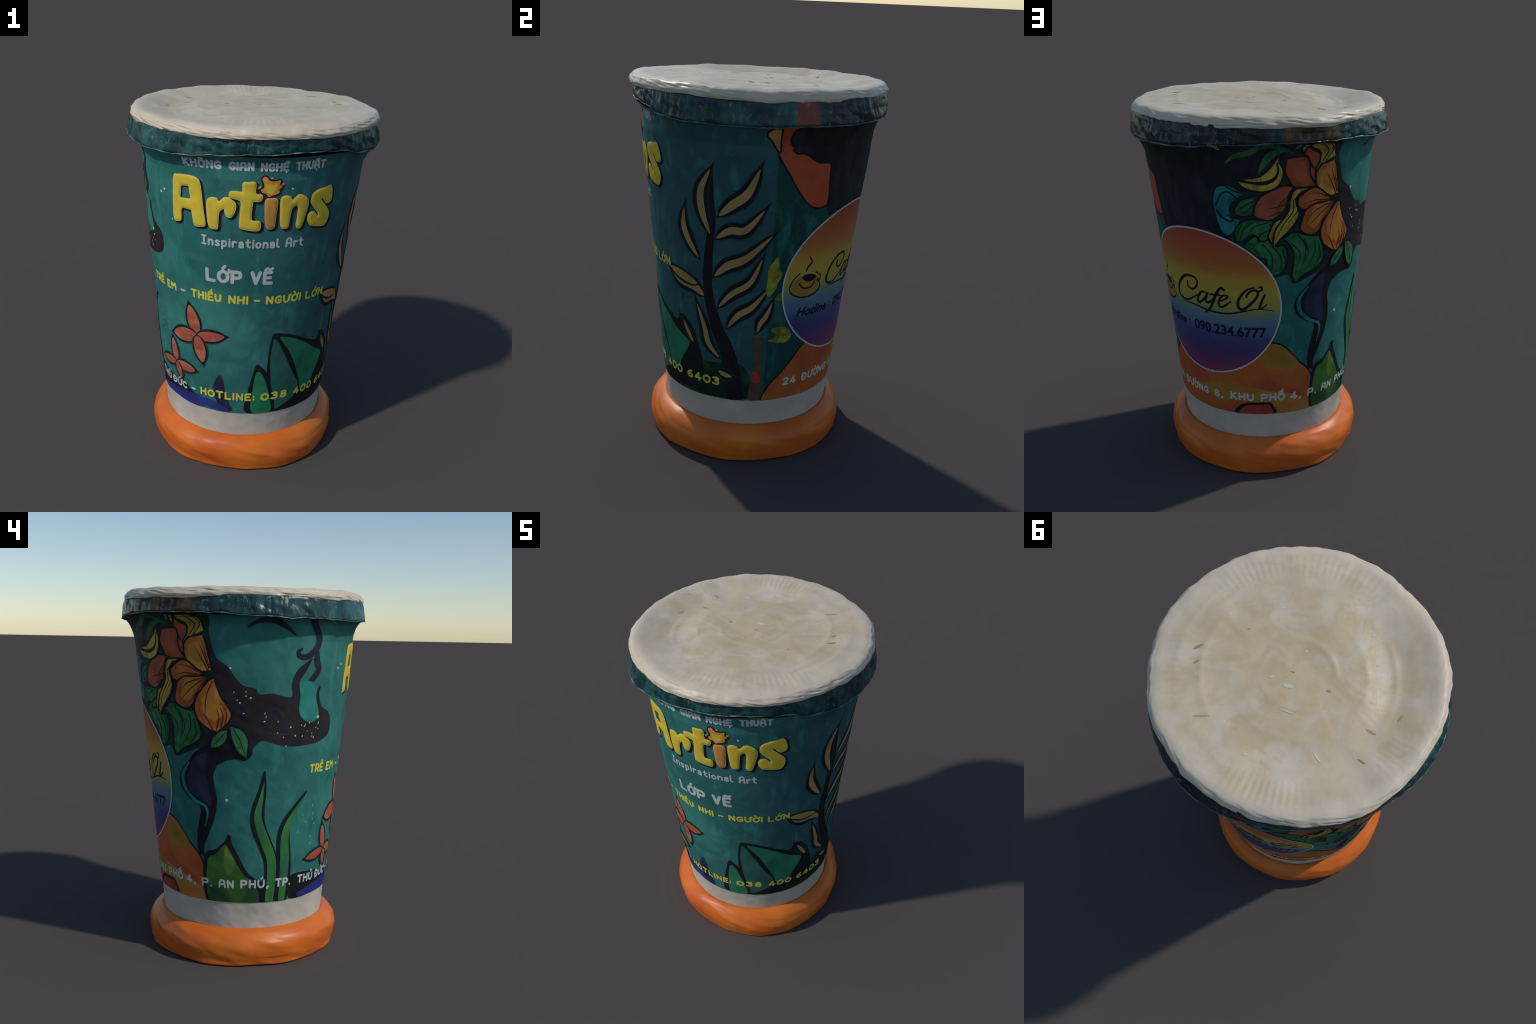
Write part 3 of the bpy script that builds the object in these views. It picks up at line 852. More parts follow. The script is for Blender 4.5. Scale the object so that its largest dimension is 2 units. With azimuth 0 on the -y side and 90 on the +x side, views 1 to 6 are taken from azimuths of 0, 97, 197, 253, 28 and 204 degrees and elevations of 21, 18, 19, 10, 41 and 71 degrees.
# ---- trunk
blob('dark_branch', 'black', [(-129, 1.173), (-137.3, 1.094), (-143.1, 1.025), (-143, 0.958), (-137.6, 0.901), (-130.7, 0.861), (-131.8, 0.793), (-133.9, 0.689), (-133.4, 0.604), (-129.7, 0.58), (-129.3, 0.465), (-130.2, 0.326), (-128, 0.329), (-127.9, 0.525), (-129.3, 0.592), (-129.7, 0.637), (-126.6, 0.708), (-122.4, 0.801), (-120.7, 0.891), (-121.2, 0.951), (-122.2, 1.032), (-118.4, 1.102), (-110.1, 1.123), (-104.1, 1.119), (-101.5, 1.172), (-114.2, 1.228)])
blob('trunk_shade', 'navy', [(-131.8, 1.128), (-136.2, 1.059), (-137.8, 0.964), (-133.4, 0.914), (-128.6, 0.891), (-125.2, 0.871), (-123.9, 0.889), (-125.3, 0.976), (-126.7, 1.056), (-125.6, 1.143)])
stroke('teal_curl', 'teal', (0.0065, 0.0206, 0.0216, 0.0195, 0.0141, 0.0108, 0.0043), [(-135.9, 1.095), (-140.9, 1.027), (-140, 0.956), (-134.2, 0.896), (-127.5, 0.864), (-126.6, 0.815), (-128.3, 0.757)])
blob('hill', 'hill', [(109, 0.339), (113.6, 0.432), (120.2, 0.5), (127.5, 0.581), (133.2, 0.644), (145, 0.7), (165, 0.76), (185, 0.79), (198.5, 0.787), (206.2, 0.776), (211.7, 0.747), (220.3, 0.654), (227.1, 0.585), (230.4, 0.496), (231.1, 0.4), (231.1, 0.339), (215, 0.339), (190, 0.339), (165, 0.339), (140, 0.339), (122, 0.339)], edge=0.008)
blob('hill_patch', 'hill_olive', [(198.3, 0.695), (205.6, 0.76), (211.7, 0.745), (220.4, 0.65), (217.1, 0.615), (206.2, 0.622), (200.1, 0.638)])
blob('hill_patch', 'hill_olive', [(158.1, 0.482), (175.2, 0.53), (185.3, 0.524), (201.1, 0.491), (214.2, 0.465), (228.4, 0.403), (230.6, 0.336), (207.7, 0.347), (205.6, 0.389), (184.7, 0.426), (167.2, 0.408)])
blob('dark_branch', 'black', [(179.6, 0.342), (182, 0.383), (188.6, 0.413), (202.4, 0.415), (205, 0.383), (206.3, 0.345), (190.9, 0.341)])
blob('rust_patch', 'rust', [(182.8, 0.343), (184.3, 0.372), (189.9, 0.397), (201, 0.402), (203, 0.384), (204.3, 0.343), (190.9, 0.339)])
blob('dark_branch', 'black', [(-130, 0.583), (-121.7, 0.639), (-116.3, 0.685), (-114.1, 0.72), (-112, 0.662), (-107.5, 0.584), (-103.1, 0.51), (-96, 0.462), (-91.3, 0.448), (-86.6, 0.333), (-109.5, 0.334), (-129.1, 0.327)])
blob('cone_leaf', 'cone', [(-127.9, 0.559), (-121.8, 0.611), (-116.6, 0.662), (-113.6, 0.627), (-110, 0.566), (-105, 0.492), (-98.5, 0.451), (-96.3, 0.336), (-109.5, 0.333), (-127.6, 0.332)])
blob('cone_highlight', 'cone_light', [(-116.3, 0.657), (-113.9, 0.616), (-110.6, 0.577), (-111.9, 0.525), (-115.1, 0.495), (-117.5, 0.545)])
stroke('dark_branch', 'black', (0.0117, 0.0437, 0.073, 0.0803, 0.0803, 0.0803, 0.0803, 0.073), [(-94.3, 1.057), (-95.2, 0.956), (-97.5, 0.847), (-97, 0.764), (-93.1, 0.672), (-89.2, 0.579), (-88.4, 0.475), (-89.4, 0.335)])
stroke('grass_blade', 'grass', (0.0051, 0.019, 0.0398, 0.0467, 0.0518, 0.0536, 0.0554, 0.0518), [(-94.4, 0.994), (-95.5, 0.929), (-97.4, 0.83), (-96.2, 0.763), (-92.5, 0.672), (-88.7, 0.579), (-88.1, 0.475), (-89.1, 0.341)])
stroke('dark_branch', 'black', (0.0103, 0.0365, 0.0585, 0.0803, 0.0913, 0.0876, 0.0803), [(-68, 0.936), (-74.6, 0.856), (-80, 0.777), (-81.5, 0.699), (-80.5, 0.584), (-79.7, 0.49), (-80.8, 0.333)])
stroke('grass_blade', 'grass', (0.0051, 0.0226, 0.0381, 0.0518, 0.0571, 0.0554, 0.0432), [(-69.5, 0.91), (-74.8, 0.837), (-78.9, 0.77), (-80.6, 0.692), (-80, 0.583), (-79.8, 0.502), (-80.5, 0.35)])
blob('dark_branch', 'black', [(-75.8, 0.468), (-62.2, 0.483), (-38, 0.449), (-31.1, 0.371), (-59.7, 0.389), (-62, 0.339), (-74.7, 0.348)])
blob('blue_patch', 'blue', [(-62.2, 0.351), (-60.7, 0.384), (-50.4, 0.399), (-25.8, 0.37), (-30.4, 0.338), (-43.9, 0.341)])

# ---- backing
blob('shaded_foliage', 'deep', [(-148.7, 1.787), (-139.1, 1.831), (-125.7, 1.837), (-122.7, 1.765), (-121.4, 1.642), (-119.6, 1.542), (-113.9, 1.411), (-111.7, 1.345), (-114.6, 1.287), (-120.6, 1.253), (-127.5, 1.239), (-134.8, 1.223), (-145.3, 1.268), (-152.7, 1.316), (-160.5, 1.32), (-165.4, 1.414), (-164.2, 1.577), (-158, 1.642)])
blob('shaded_foliage', 'deep', [(184.8, 1.59), (195.2, 1.614), (204.4, 1.643), (214.4, 1.428), (230.7, 1.345), (233.6, 1.245), (232.1, 1.185), (223.5, 1.15), (215.4, 1.122), (211.9, 1.172), (203.4, 1.164), (196.7, 1.257), (189.3, 1.322), (183.5, 1.373), (184.5, 1.459)])

# ---- bloom
blob('leaf', 'leaf', [(197.4, 1.589), (197.4, 1.589), (192.8, 1.579), (189.6, 1.563), (187.2, 1.528), (187.5, 1.499), (191.6, 1.493), (195.2, 1.501), (195.7, 1.535)], edge=0.008, core='leaf_core')
blob('teal_curl', 'teal', [(179.2, 1.632), (182.4, 1.636), (186.3, 1.615), (190.7, 1.602), (190.7, 1.602), (186.5, 1.567), (184, 1.531), (184.7, 1.487), (188.8, 1.47), (188.8, 1.47), (185.7, 1.413), (182.2, 1.385), (179, 1.418), (177.1, 1.491), (176.4, 1.554), (177.3, 1.604)], edge=0.006)
stroke('curl_line', 'black', (0.0076, 0.0076, 0.0076, 0.0076), [(177.5, 1.538), (180.5, 1.597), (184, 1.61), (187.6, 1.581)])
stroke('curl_line', 'black', (0.0076, 0.0097, 0.0097, 0.0054), [(177.6, 1.514), (180.1, 1.482), (184, 1.459), (185.6, 1.476), (182.8, 1.495)])
blob('leaf', 'leaf', [(191, 1.335), (195.8, 1.381), (198, 1.351), (199.4, 1.366), (203.1, 1.36), (206, 1.328), (209.8, 1.331), (211.3, 1.278), (210.5, 1.216), (206, 1.177), (202.1, 1.195), (201.7, 1.258), (197.4, 1.279), (194.6, 1.3)], edge=0.008, core='leaf_core')
blob('leaf', 'leaf', [(186.8, 1.363), (186.8, 1.363), (186.6, 1.409), (189.1, 1.45), (193.7, 1.471), (199.6, 1.466), (204.5, 1.465), (204.5, 1.465), (203.2, 1.416), (202.2, 1.376), (199, 1.366), (195.8, 1.397), (192.1, 1.386), (189.6, 1.36)], edge=0.008, core='leaf_core')
blob('leaf', 'leaf_bright', [(210.2, 1.366), (210.2, 1.366), (215, 1.397), (221.1, 1.375), (228.3, 1.359), (228.3, 1.359), (231.2, 1.291), (231.4, 1.233), (226.6, 1.194), (220.6, 1.167), (216.4, 1.132), (216.4, 1.132), (214.9, 1.174), (215.5, 1.232), (215, 1.305), (212.2, 1.349)], edge=0.01, core='leaf_core')
stroke('leaf', 'leaf', (0.0054, 0.0243, 0.027, 0.0249, 0.0216, 0.0081), [(183.6, 1.754), (188.1, 1.788), (194.1, 1.805), (198.2, 1.83), (203.4, 1.838), (209.2, 1.819), (213.7, 1.799)])
stroke('leaf', 'leaf', (0.0054, 0.0324, 0.0324, 0.0081), [(198.1, 1.707), (201.3, 1.763), (204.7, 1.798), (209.3, 1.809)])
blob('petal', 'petal_dark', [(-138.8, 1.767), (-138.8, 1.767), (-137, 1.734), (-136, 1.711), (-135.6, 1.659), (-135.6, 1.659), (-137.5, 1.659), (-138.4, 1.697), (-138.6, 1.734)], edge=0.009, core='petal_core_dark')
blob('petal', 'petal_dark', [(-148.7, 1.767), (-148.7, 1.767), (-144.7, 1.773), (-140.4, 1.773), (-138.9, 1.75), (-138.8, 1.715), (-138, 1.673), (-135.2, 1.633), (-135.2, 1.633), (-140, 1.63), (-145.5, 1.638), (-147.8, 1.671), (-149.7, 1.714)], edge=0.009, core='petal_core_dark')
blob('petal', 'petal_brown', [(213.5, 1.632), (213.5, 1.632), (209.3, 1.638), (204.1, 1.616), (199.8, 1.593), (197.1, 1.555), (196.1, 1.521), (196.5, 1.491), (201.4, 1.473), (205, 1.48), (209.5, 1.521), (210.8, 1.56), (211.6, 1.598)], edge=0.009, core='petal_core_dark')
blob('curled_leaf', 'petal_yellow', [(-138.4, 1.835), (-132.8, 1.838), (-128.1, 1.831), (-126.1, 1.818), (-125, 1.782), (-124.8, 1.764), (-124.8, 1.764), (-128.4, 1.75), (-131.3, 1.735), (-135, 1.709), (-135, 1.709), (-133.8, 1.749), (-132.3, 1.781), (-133.7, 1.804), (-137.1, 1.822)], edge=0.009)
blob('curled_leaf', 'petal_yellow', [(-141.8, 1.835), (-139.9, 1.835), (-141, 1.812), (-140.5, 1.794), (-140.5, 1.794), (-142, 1.812)], edge=0.009)
blob('petal', 'petal_dark', [(-139.6, 1.822), (-139.6, 1.822), (-136.3, 1.799), (-133.7, 1.785), (-133.8, 1.749), (-136, 1.716), (-136, 1.716), (-137.6, 1.744), (-139, 1.776), (-140.5, 1.794)], edge=0.009, core='petal_core_dark')
blob('petal', 'petal', [(-129.9, 1.733), (-125.3, 1.743), (-125.3, 1.743), (-123.8, 1.699), (-123, 1.653), (-121.4, 1.571), (-121.4, 1.571), (-123.1, 1.573), (-123.8, 1.568), (-125.2, 1.546), (-125.2, 1.546), (-128.5, 1.571), (-132.9, 1.613), (-134.5, 1.655), (-134.5, 1.697), (-132.1, 1.726)], edge=0.009, core='petal_core')
blob('petal', 'petal_red', [(-124.6, 1.549), (-124.6, 1.549), (-129, 1.576), (-133, 1.608), (-136.2, 1.617), (-139.7, 1.601), (-143.3, 1.571), (-143.3, 1.542), (-141.1, 1.519), (-138, 1.525), (-133.4, 1.546), (-128.7, 1.545)], edge=0.009, core='petal_core_red')
blob('petal', 'petal', [(-124.4, 1.54), (-124.4, 1.54), (-130.3, 1.535), (-135.7, 1.531), (-139.4, 1.505), (-141.2, 1.451), (-141.6, 1.411), (-138.1, 1.386), (-134.6, 1.383), (-131.7, 1.407), (-129.8, 1.451), (-126.5, 1.486)], edge=0.009, core='petal_core')
blob('petal', 'petal', [(-121.3, 1.53), (-120.1, 1.527), (-120.1, 1.527), (-119.1, 1.489), (-116.8, 1.432), (-114, 1.395), (-112.2, 1.356), (-113.2, 1.322), (-116.7, 1.287), (-119.3, 1.266), (-119.3, 1.266), (-122.3, 1.275), (-126.4, 1.302), (-129.4, 1.335), (-130.4, 1.388), (-129.3, 1.432), (-126, 1.477), (-123.4, 1.507)], edge=0.009, core='petal_core')
blob('curled_leaf', 'petal_yellow', [(207, 1.774), (207, 1.774), (204.7, 1.741), (201.5, 1.707), (198.1, 1.684), (191.3, 1.674), (191.3, 1.674), (195.5, 1.665), (201.5, 1.669), (205.3, 1.691), (206.8, 1.729)], edge=0.009)
blob('curled_leaf', 'petal_yellow', [(207, 1.756), (207, 1.756), (208.7, 1.718), (208.3, 1.676), (205.8, 1.639), (200.6, 1.619), (195.5, 1.624), (191.2, 1.64), (189.1, 1.663), (189.1, 1.663), (194.7, 1.653), (200.6, 1.648), (205.3, 1.668), (207.2, 1.705)], edge=0.009)
blob('curled_leaf', 'petal_yellow', [(208.6, 1.473), (208.6, 1.473), (205.4, 1.455), (203.6, 1.415), (202.7, 1.38), (205.3, 1.334), (205.3, 1.334), (204.8, 1.385), (205.9, 1.424)], edge=0.009)
blob('curled_leaf', 'petal_yellow', [(221, 1.62), (221, 1.62), (217.5, 1.622), (214.3, 1.61), (212.8, 1.568), (212.7, 1.529), (211.4, 1.495), (208.7, 1.458), (205.9, 1.414), (205, 1.359), (205.7, 1.344), (205.7, 1.344), (208.3, 1.378), (212, 1.415), (215.2, 1.457), (216.5, 1.501), (215, 1.546), (215.1, 1.58), (217.5, 1.607)], edge=0.009)
blob('small_leaf', 'small_leaf', [(-122.6, 1.181), (-122.6, 1.181), (-121.6, 1.226), (-117.9, 1.262), (-114.2, 1.271), (-114.2, 1.271), (-114.8, 1.224), (-118.7, 1.188)], edge=0.008, core='leaf_core')
blob('small_leaf', 'small_leaf', [(-112.5, 1.292), (-112.5, 1.292), (-106.8, 1.273), (-103.7, 1.221), (-104.4, 1.136), (-104.4, 1.136), (-108.4, 1.167), (-111.1, 1.225)], edge=0.008, core='leaf_core')

# ---- veins
stroke('petal_vein', 'vein_red', (0.0054, 0.0049, 0.0016), [(-122.9, 1.571), (-126, 1.631), (-128.9, 1.68)])
stroke('petal_vein', 'vein_red', (0.0054, 0.0049, 0.0016), [(-122.3, 1.579), (-124.4, 1.641), (-126.5, 1.7)])
stroke('petal_vein', 'vein_red', (0.0054, 0.0049, 0.0016), [(-122, 1.584), (-123.2, 1.631), (-124.5, 1.671)])
stroke('petal_vein', 'vein_red', (0.0054, 0.0049, 0.0016), [(-124.3, 1.545), (-132.1, 1.586), (-139.1, 1.596)])
stroke('petal_vein', 'vein_red', (0.0054, 0.0049, 0.0016), [(-124.5, 1.543), (-134.6, 1.557), (-141.6, 1.539)])
stroke('petal_vein', 'vein_red', (0.0054, 0.0049, 0.0016), [(-124.3, 1.54), (-131.3, 1.543), (-139.9, 1.519)])
stroke('petal_vein', 'vein_red', (0.0054, 0.0049, 0.0016), [(-123.8, 1.535), (-131.1, 1.487), (-138.2, 1.421)])
stroke('petal_vein', 'vein_red', (0.0054, 0.0049, 0.0016), [(-123.8, 1.53), (-128.4, 1.473), (-133.4, 1.403)])
stroke('petal_vein', 'vein_red', (0.0054, 0.0049, 0.0016), [(-124, 1.538), (-133.9, 1.506), (-138.5, 1.458)])
stroke('petal_vein', 'vein_red', (0.0054, 0.0049, 0.0016), [(-119.5, 1.272), (-118, 1.332), (-118.9, 1.384)])
stroke('petal_vein', 'vein_red', (0.0054, 0.0049, 0.0016), [(-117, 1.291), (-115.8, 1.343), (-117.3, 1.389)])
stroke('petal_vein', 'vein_red', (0.0054, 0.0049, 0.0016), [(-114.9, 1.305), (-114, 1.349), (-115.2, 1.39)])
stroke('petal_vein', 'vein_red', (0.0054, 0.0049, 0.0016), [(-121, 1.516), (-124.2, 1.438), (-125.2, 1.345)])
stroke('petal_vein', 'vein_red', (0.0054, 0.0049, 0.0016), [(-121.1, 1.271), (-123.7, 1.32), (-126.2, 1.36)])
stroke('petal_vein', 'vein_red', (0.0054, 0.0049, 0.0016), [(-147.6, 1.557), (-152.6, 1.539), (-159.2, 1.526)])
stroke('petal_vein', 'vein_red', (0.0054, 0.0049, 0.0016), [(-149.3, 1.52), (-154, 1.502), (-158, 1.489)])
stroke('petal_vein', 'vein_red', (0.0054, 0.0049, 0.0016), [(-147.5, 1.599), (-151.4, 1.561), (-153.6, 1.528)])
blob('flower_heart', 'black', [(-125.2, 1.57), (-122.6, 1.566), (-120.5, 1.582), (-121.2, 1.546), (-119.7, 1.532), (-122.8, 1.523), (-124.3, 1.54), (-126.9, 1.545)])
stroke('leaf_vein', 'vein_dark', (0.0043, 0.0054, 0.0049, 0.0016), [(-139.6, 1.614), (-145.7, 1.568), (-146, 1.511), (-150.8, 1.44), (-154.8, 1.352)])
stroke('leaf_vein', 'vein_dark', (0.0043, 0.0054, 0.0049, 0.0016), [(-142.2, 1.606), (-143.7, 1.564), (-143.9, 1.512), (-148.3, 1.452)])
stroke('leaf_vein', 'vein_dark', (0.0043, 0.0054, 0.0049, 0.0016), [(-128.6, 1.829), (-126.1, 1.798), (-130.1, 1.744)])
stroke('leaf_vein', 'vein_dark', (0.0043, 0.0054, 0.0049, 0.0016), [(-132.5, 1.829), (-128.9, 1.793), (-133.7, 1.724)])
stroke('leaf_vein', 'vein_dark', (0.0049, 0.0054, 0.0043, 0.0016), [(220, 1.362), (222.7, 1.281), (218.5, 1.203)])
stroke('leaf_vein', 'vein_dark', (0.0049, 0.0054, 0.0043, 0.0016), [(225.7, 1.354), (226.3, 1.276), (220.9, 1.183)])
stroke('leaf_vein', 'vein_dark', (0.0049, 0.0054, 0.0043, 0.0016), [(216.6, 1.388), (221.3, 1.317), (220.1, 1.229)])
stroke('leaf_vein', 'vein_dark', (0.0049, 0.0054, 0.0043, 0.0016), [(228.4, 1.322), (229.6, 1.253), (225.6, 1.192)])
stroke('leaf_vein', 'vein_dark', (0.0049, 0.0054, 0.0043, 0.0016), [(213.6, 1.342), (218.1, 1.288), (217.3, 1.211)])
stroke('leaf_vein', 'vein_dark', (0.0049, 0.0054, 0.0043, 0.0016), [(204.4, 1.333), (208.5, 1.27), (208.1, 1.197)])
stroke('leaf_vein', 'vein_dark', (0.0049, 0.0054, 0.0043, 0.0016), [(199.4, 1.345), (203.9, 1.283), (203.9, 1.194)])
stroke('leaf_vein', 'vein_dark', (0.0049, 0.0054, 0.0043, 0.0016), [(192.4, 1.328), (196.8, 1.302), (199.3, 1.235)])
stroke('leaf_vein', 'vein_dark', (0.0049, 0.0054, 0.0043, 0.0016), [(209, 1.319), (210.7, 1.257), (210.2, 1.207)])
stroke('leaf_vein', 'vein_dark', (0.0049, 0.0054, 0.0043, 0.0016), [(189.9, 1.451), (187.7, 1.408), (186, 1.369)])
stroke('leaf_vein', 'vein_dark', (0.0049, 0.0054, 0.0043, 0.0016), [(194.8, 1.458), (190.3, 1.419), (188.5, 1.365)])
stroke('leaf_vein', 'vein_dark', (0.0049, 0.0054, 0.0043, 0.0016), [(202, 1.457), (195.7, 1.437), (192.1, 1.382)])
stroke('leaf_vein', 'vein_dark', (0.0049, 0.0054, 0.0043, 0.0016), [(203.4, 1.425), (198.5, 1.394), (197, 1.362)])
stroke('leaf_vein', 'vein_dark', (0.0049, 0.0054, 0.0043, 0.0016), [(197, 1.578), (191.7, 1.546), (187.3, 1.508)])
stroke('leaf_vein', 'vein_dark', (0.0049, 0.0054, 0.0043, 0.0016), [(195, 1.542), (192.1, 1.515), (189.2, 1.499)])
stroke('leaf_vein', 'vein_dark', (0.0038, 0.0043, 0.0022), [(-114.7, 1.266), (-118, 1.228), (-122, 1.184)])
stroke('leaf_vein', 'vein_dark', (0.0038, 0.0043, 0.0022), [(-111, 1.282), (-107.4, 1.22), (-104.7, 1.141)])
stroke('leaf_vein', 'vein_dark', (0.0022, 0.0032, 0.0022), [(-112.9, 0.712), (-113.9, 0.65), (-110, 0.566)])

# ---- moss
blob('dark_moss', 'moss', [(20.6, 0.335), (43.9, 0.482), (54.3, 0.499), (63.7, 0.577), (72.6, 0.551), (80.7, 0.554), (95.8, 0.553), (101.3, 0.45), (99.9, 0.354), (84.8, 0.344), (65.5, 0.337), (47.9, 0.337), (31.5, 0.331)])

# ---- fern
stroke('dark_branch', 'black', (0.0162, 0.0324, 0.0433, 0.0541), [(77.9, 1.596), (77.7, 1.455), (78, 1.332), (76, 1.169), (75, 1.023)])
stroke('dark_branch', 'black', (0.0487, 0.0541, 0.0649, 0.0811, 0.0919, 0.0973), [(74.8, 1.07), (75.1, 0.969), (77.1, 0.858), (80.8, 0.747), (86.4, 0.63), (89.8, 0.505), (92.1, 0.356)])
leaf('fern_leaflet', 'frond', 0.0379, [(76.8, 1.272), (72.6, 1.386), (72.4, 1.489), (77.5, 1.593)], edge=0.021)
leaf('fern_leaflet', 'frond', 0.0335, [(70, 1.133), (64.5, 1.212), (61.4, 1.292), (62.2, 1.381)], edge=0.021)
leaf('fern_leaflet', 'frond', 0.0433, [(81.7, 1.368), (88.1, 1.426), (95.6, 1.493), (100.6, 1.612)], edge=0.021)
leaf('fern_leaflet', 'frond', 0.0389, [(80.4, 1.251), (87.3, 1.296), (95.2, 1.307), (103.7, 1.409)], edge=0.021)
leaf('fern_leaflet', 'frond', 0.0411, [(79.2, 1.047), (86.4, 1.112), (95.8, 1.158), (108.4, 1.277)], edge=0.021)
leaf('fern_leaflet', 'frond', 0.0303, [(81.4, 0.879), (88.8, 0.96), (98.4, 1.029), (104, 1.155)], edge=0.021)
leaf('fern_leaflet', 'frond', 0.0335, [(86.7, 0.77), (92.5, 0.843), (100.1, 0.893), (107.6, 0.985)], edge=0.021)
leaf('fern_leaflet', 'frond', 0.027, [(103.5, 0.751), (105.2, 0.801), (108.3, 0.847), (111.1, 0.921)], edge=0.021)
leaf('fern_leaflet', 'frond', 0.0541, [(72.5, 0.927), (65.7, 0.972), (56, 0.988), (48.5, 1.043)], edge=0.021)
leaf('fern_leaflet', 'frond', 0.0324, [(81.7, 0.587), (74.9, 0.659), (72.4, 0.749), (68, 0.874)], edge=0.021)
leaf('fern_leaflet', 'frond', 0.0297, [(65.9, 0.641), (61.1, 0.692), (56.1, 0.755)], edge=0.021)
leaf('fern_leaflet', 'frond', 0.027, [(81.4, 0.506), (86, 0.488), (89.8, 0.483)], edge=0.021)
blob('olive_leaf', 'olive', [(107.5, 1.108), (109.8, 1.14), (112.3, 1.164), (113.4, 1.106), (115.1, 1.069), (113, 1.022), (112.2, 0.989), (108.6, 0.95), (107, 0.985), (107.4, 1.041)])
blob('olive_leaf', 'olive', [(112.1, 0.937), (115.3, 0.97), (116, 0.929)])
blob('olive_leaf', 'olive', [(111.3, 0.764), (118.4, 0.776), (124.2, 0.727), (120.7, 0.683), (110, 0.699), (115.2, 0.725)])
blob('bark_patch', 'brown', [(101.4, 0.703), (104.5, 0.718), (107.8, 0.712), (107.3, 0.573), (107.7, 0.353), (100.5, 0.354), (101.2, 0.462), (102.4, 0.574)])
blob('rust_patch', 'rust', [(102.1, 0.518), (105.9, 0.505), (106.9, 0.455), (103.2, 0.45), (101.1, 0.481)])

# ---- front flora
leaf('blossom_petal', 'coral', 0.07788, [(-28.6, 0.805), (-33.4, 0.981)], edge=0.01)
leaf('blossom_petal', 'coral', 0.06168, [(-28.6, 0.805), (-11.1, 0.829)], edge=0.01)
leaf('blossom_petal', 'coral', 0.08436, [(-28.6, 0.805), (-47.5, 0.769)], edge=0.01)
leaf('blossom_petal', 'coral', 0.07464, [(-28.6, 0.805), (-25.2, 0.645)], edge=0.01)
leaf('blossom_petal', 'coral', 0.05712, [(-46.2, 0.583), (-49.4, 0.726)], edge=0.01)
leaf('blossom_petal', 'coral', 0.04872, [(-46.2, 0.583), (-63.9, 0.556)], edge=0.01)
leaf('blossom_petal', 'coral', 0.05844, [(-46.2, 0.583), (-31, 0.573)], edge=0.01)
leaf('blossom_petal', 'coral', 0.04872, [(-46.2, 0.583), (-43, 0.487)], edge=0.01)
blob('crystal_outline', 'black', [(18.7, 0.855), (25, 0.847), (32.3, 0.823), (42.7, 0.774), (51.2, 0.743), (54.5, 0.784), (60.5, 0.762), (67.1, 0.656), (71, 0.516), (67, 0.394), (58.3, 0.361), (48.7, 0.342), (38.7, 0.341), (21.6, 0.339), (17.9, 0.345), (15.7, 0.548), (15.5, 0.681), (16, 0.772), (17.1, 0.828)])
blob('crystal_facet', 'crystal_dim', [(19.1, 0.823), (26.7, 0.705), (32.6, 0.599), (39.2, 0.5), (38.7, 0.433), (31.1, 0.384), (22, 0.367), (18.7, 0.544), (17.2, 0.679), (17.4, 0.757)])
blob('crystal_facet', 'crystal', [(22.2, 0.829), (31.1, 0.807), (41.3, 0.755), (50.4, 0.693), (60.3, 0.636), (58.7, 0.582), (54.2, 0.517), (50.2, 0.449), (43, 0.447), (39.6, 0.526), (31.2, 0.696), (25.9, 0.771)])
blob('crystal_outline', 'black', [(8.6, 0.662), (11.9, 0.648), (15.5, 0.608), (18.4, 0.545), (22.3, 0.342), (3.2, 0.35), (3.9, 0.472), (6, 0.573)])
blob('crystal_facet', 'crystal', [(9.5, 0.619), (12.9, 0.597), (15.8, 0.534), (18.7, 0.442), (20.1, 0.345), (7.3, 0.35), (7.1, 0.485), (7.9, 0.566)])
blob('dark_spike', 'navy', [(-13.9, 0.584), (-11.5, 0.541), (-10.4, 0.474), (-8, 0.409), (-5.8, 0.352), (-12.8, 0.36), (-17.1, 0.422), (-18.8, 0.487), (-17.3, 0.537)])
blob('blue_patch', 'blue', [(-68.1, 0.367), (-56.2, 0.391), (-46.7, 0.404), (-36.3, 0.416), (-26.1, 0.413), (-17.1, 0.401), (-8.6, 0.366), (-9.3, 0.344), (-18.7, 0.352), (-31.4, 0.359), (-45.2, 0.347), (-57.4, 0.343), (-66.6, 0.339)])
leaf('gold_patch', 'gold', 0.0487, [(68.4, 0.985), (48.8, 1.039)], edge=0.008)
leaf('gold_patch', 'gold', 0.0243, [(64.1, 0.641), (56.8, 0.753)], edge=0.008)

# ---- extras
blob('teal_pool', 'pool', [(-77, 1.495), (-73.6, 1.525), (-68.2, 1.508), (-65.7, 1.476), (-66.1, 1.439), (-63.1, 1.358), (-64.8, 1.321), (-69.4, 1.309), (-74.1, 1.334), (-76.4, 1.374), (-76, 1.442)])
blob('olive_leaf', 'olive', [(177.9, 1.846), (180.3, 1.85), (181.7, 1.82), (180, 1.821)])
stroke('smoke_swirl', 'navy', (0.0043, 0.0087, 0.0032), [(-92.5, 1.388), (-88.2, 1.38), (-84.6, 1.34)])
stroke('smoke_swirl', 'navy', (0.0043, 0.0087, 0.0032), [(-96.9, 1.274), (-87.6, 1.254), (-75.6, 1.252)])
stroke('smoke_swirl', 'navy', (0.0043, 0.0087, 0.0032), [(-108.8, 1.412), (-104.8, 1.392), (-103.8, 1.341)])
stroke('smoke_swirl', 'navy', (0.0043, 0.0087, 0.0032), [(-94, 1.357), (-89.6, 1.341), (-87.8, 1.309)])
stroke('face_line', 'black', (0.0032, 0.0076, 0.0065, 0.0022), [(114.1, 1.71), (116.4, 1.688), (119.3, 1.687), (120.4, 1.696)])

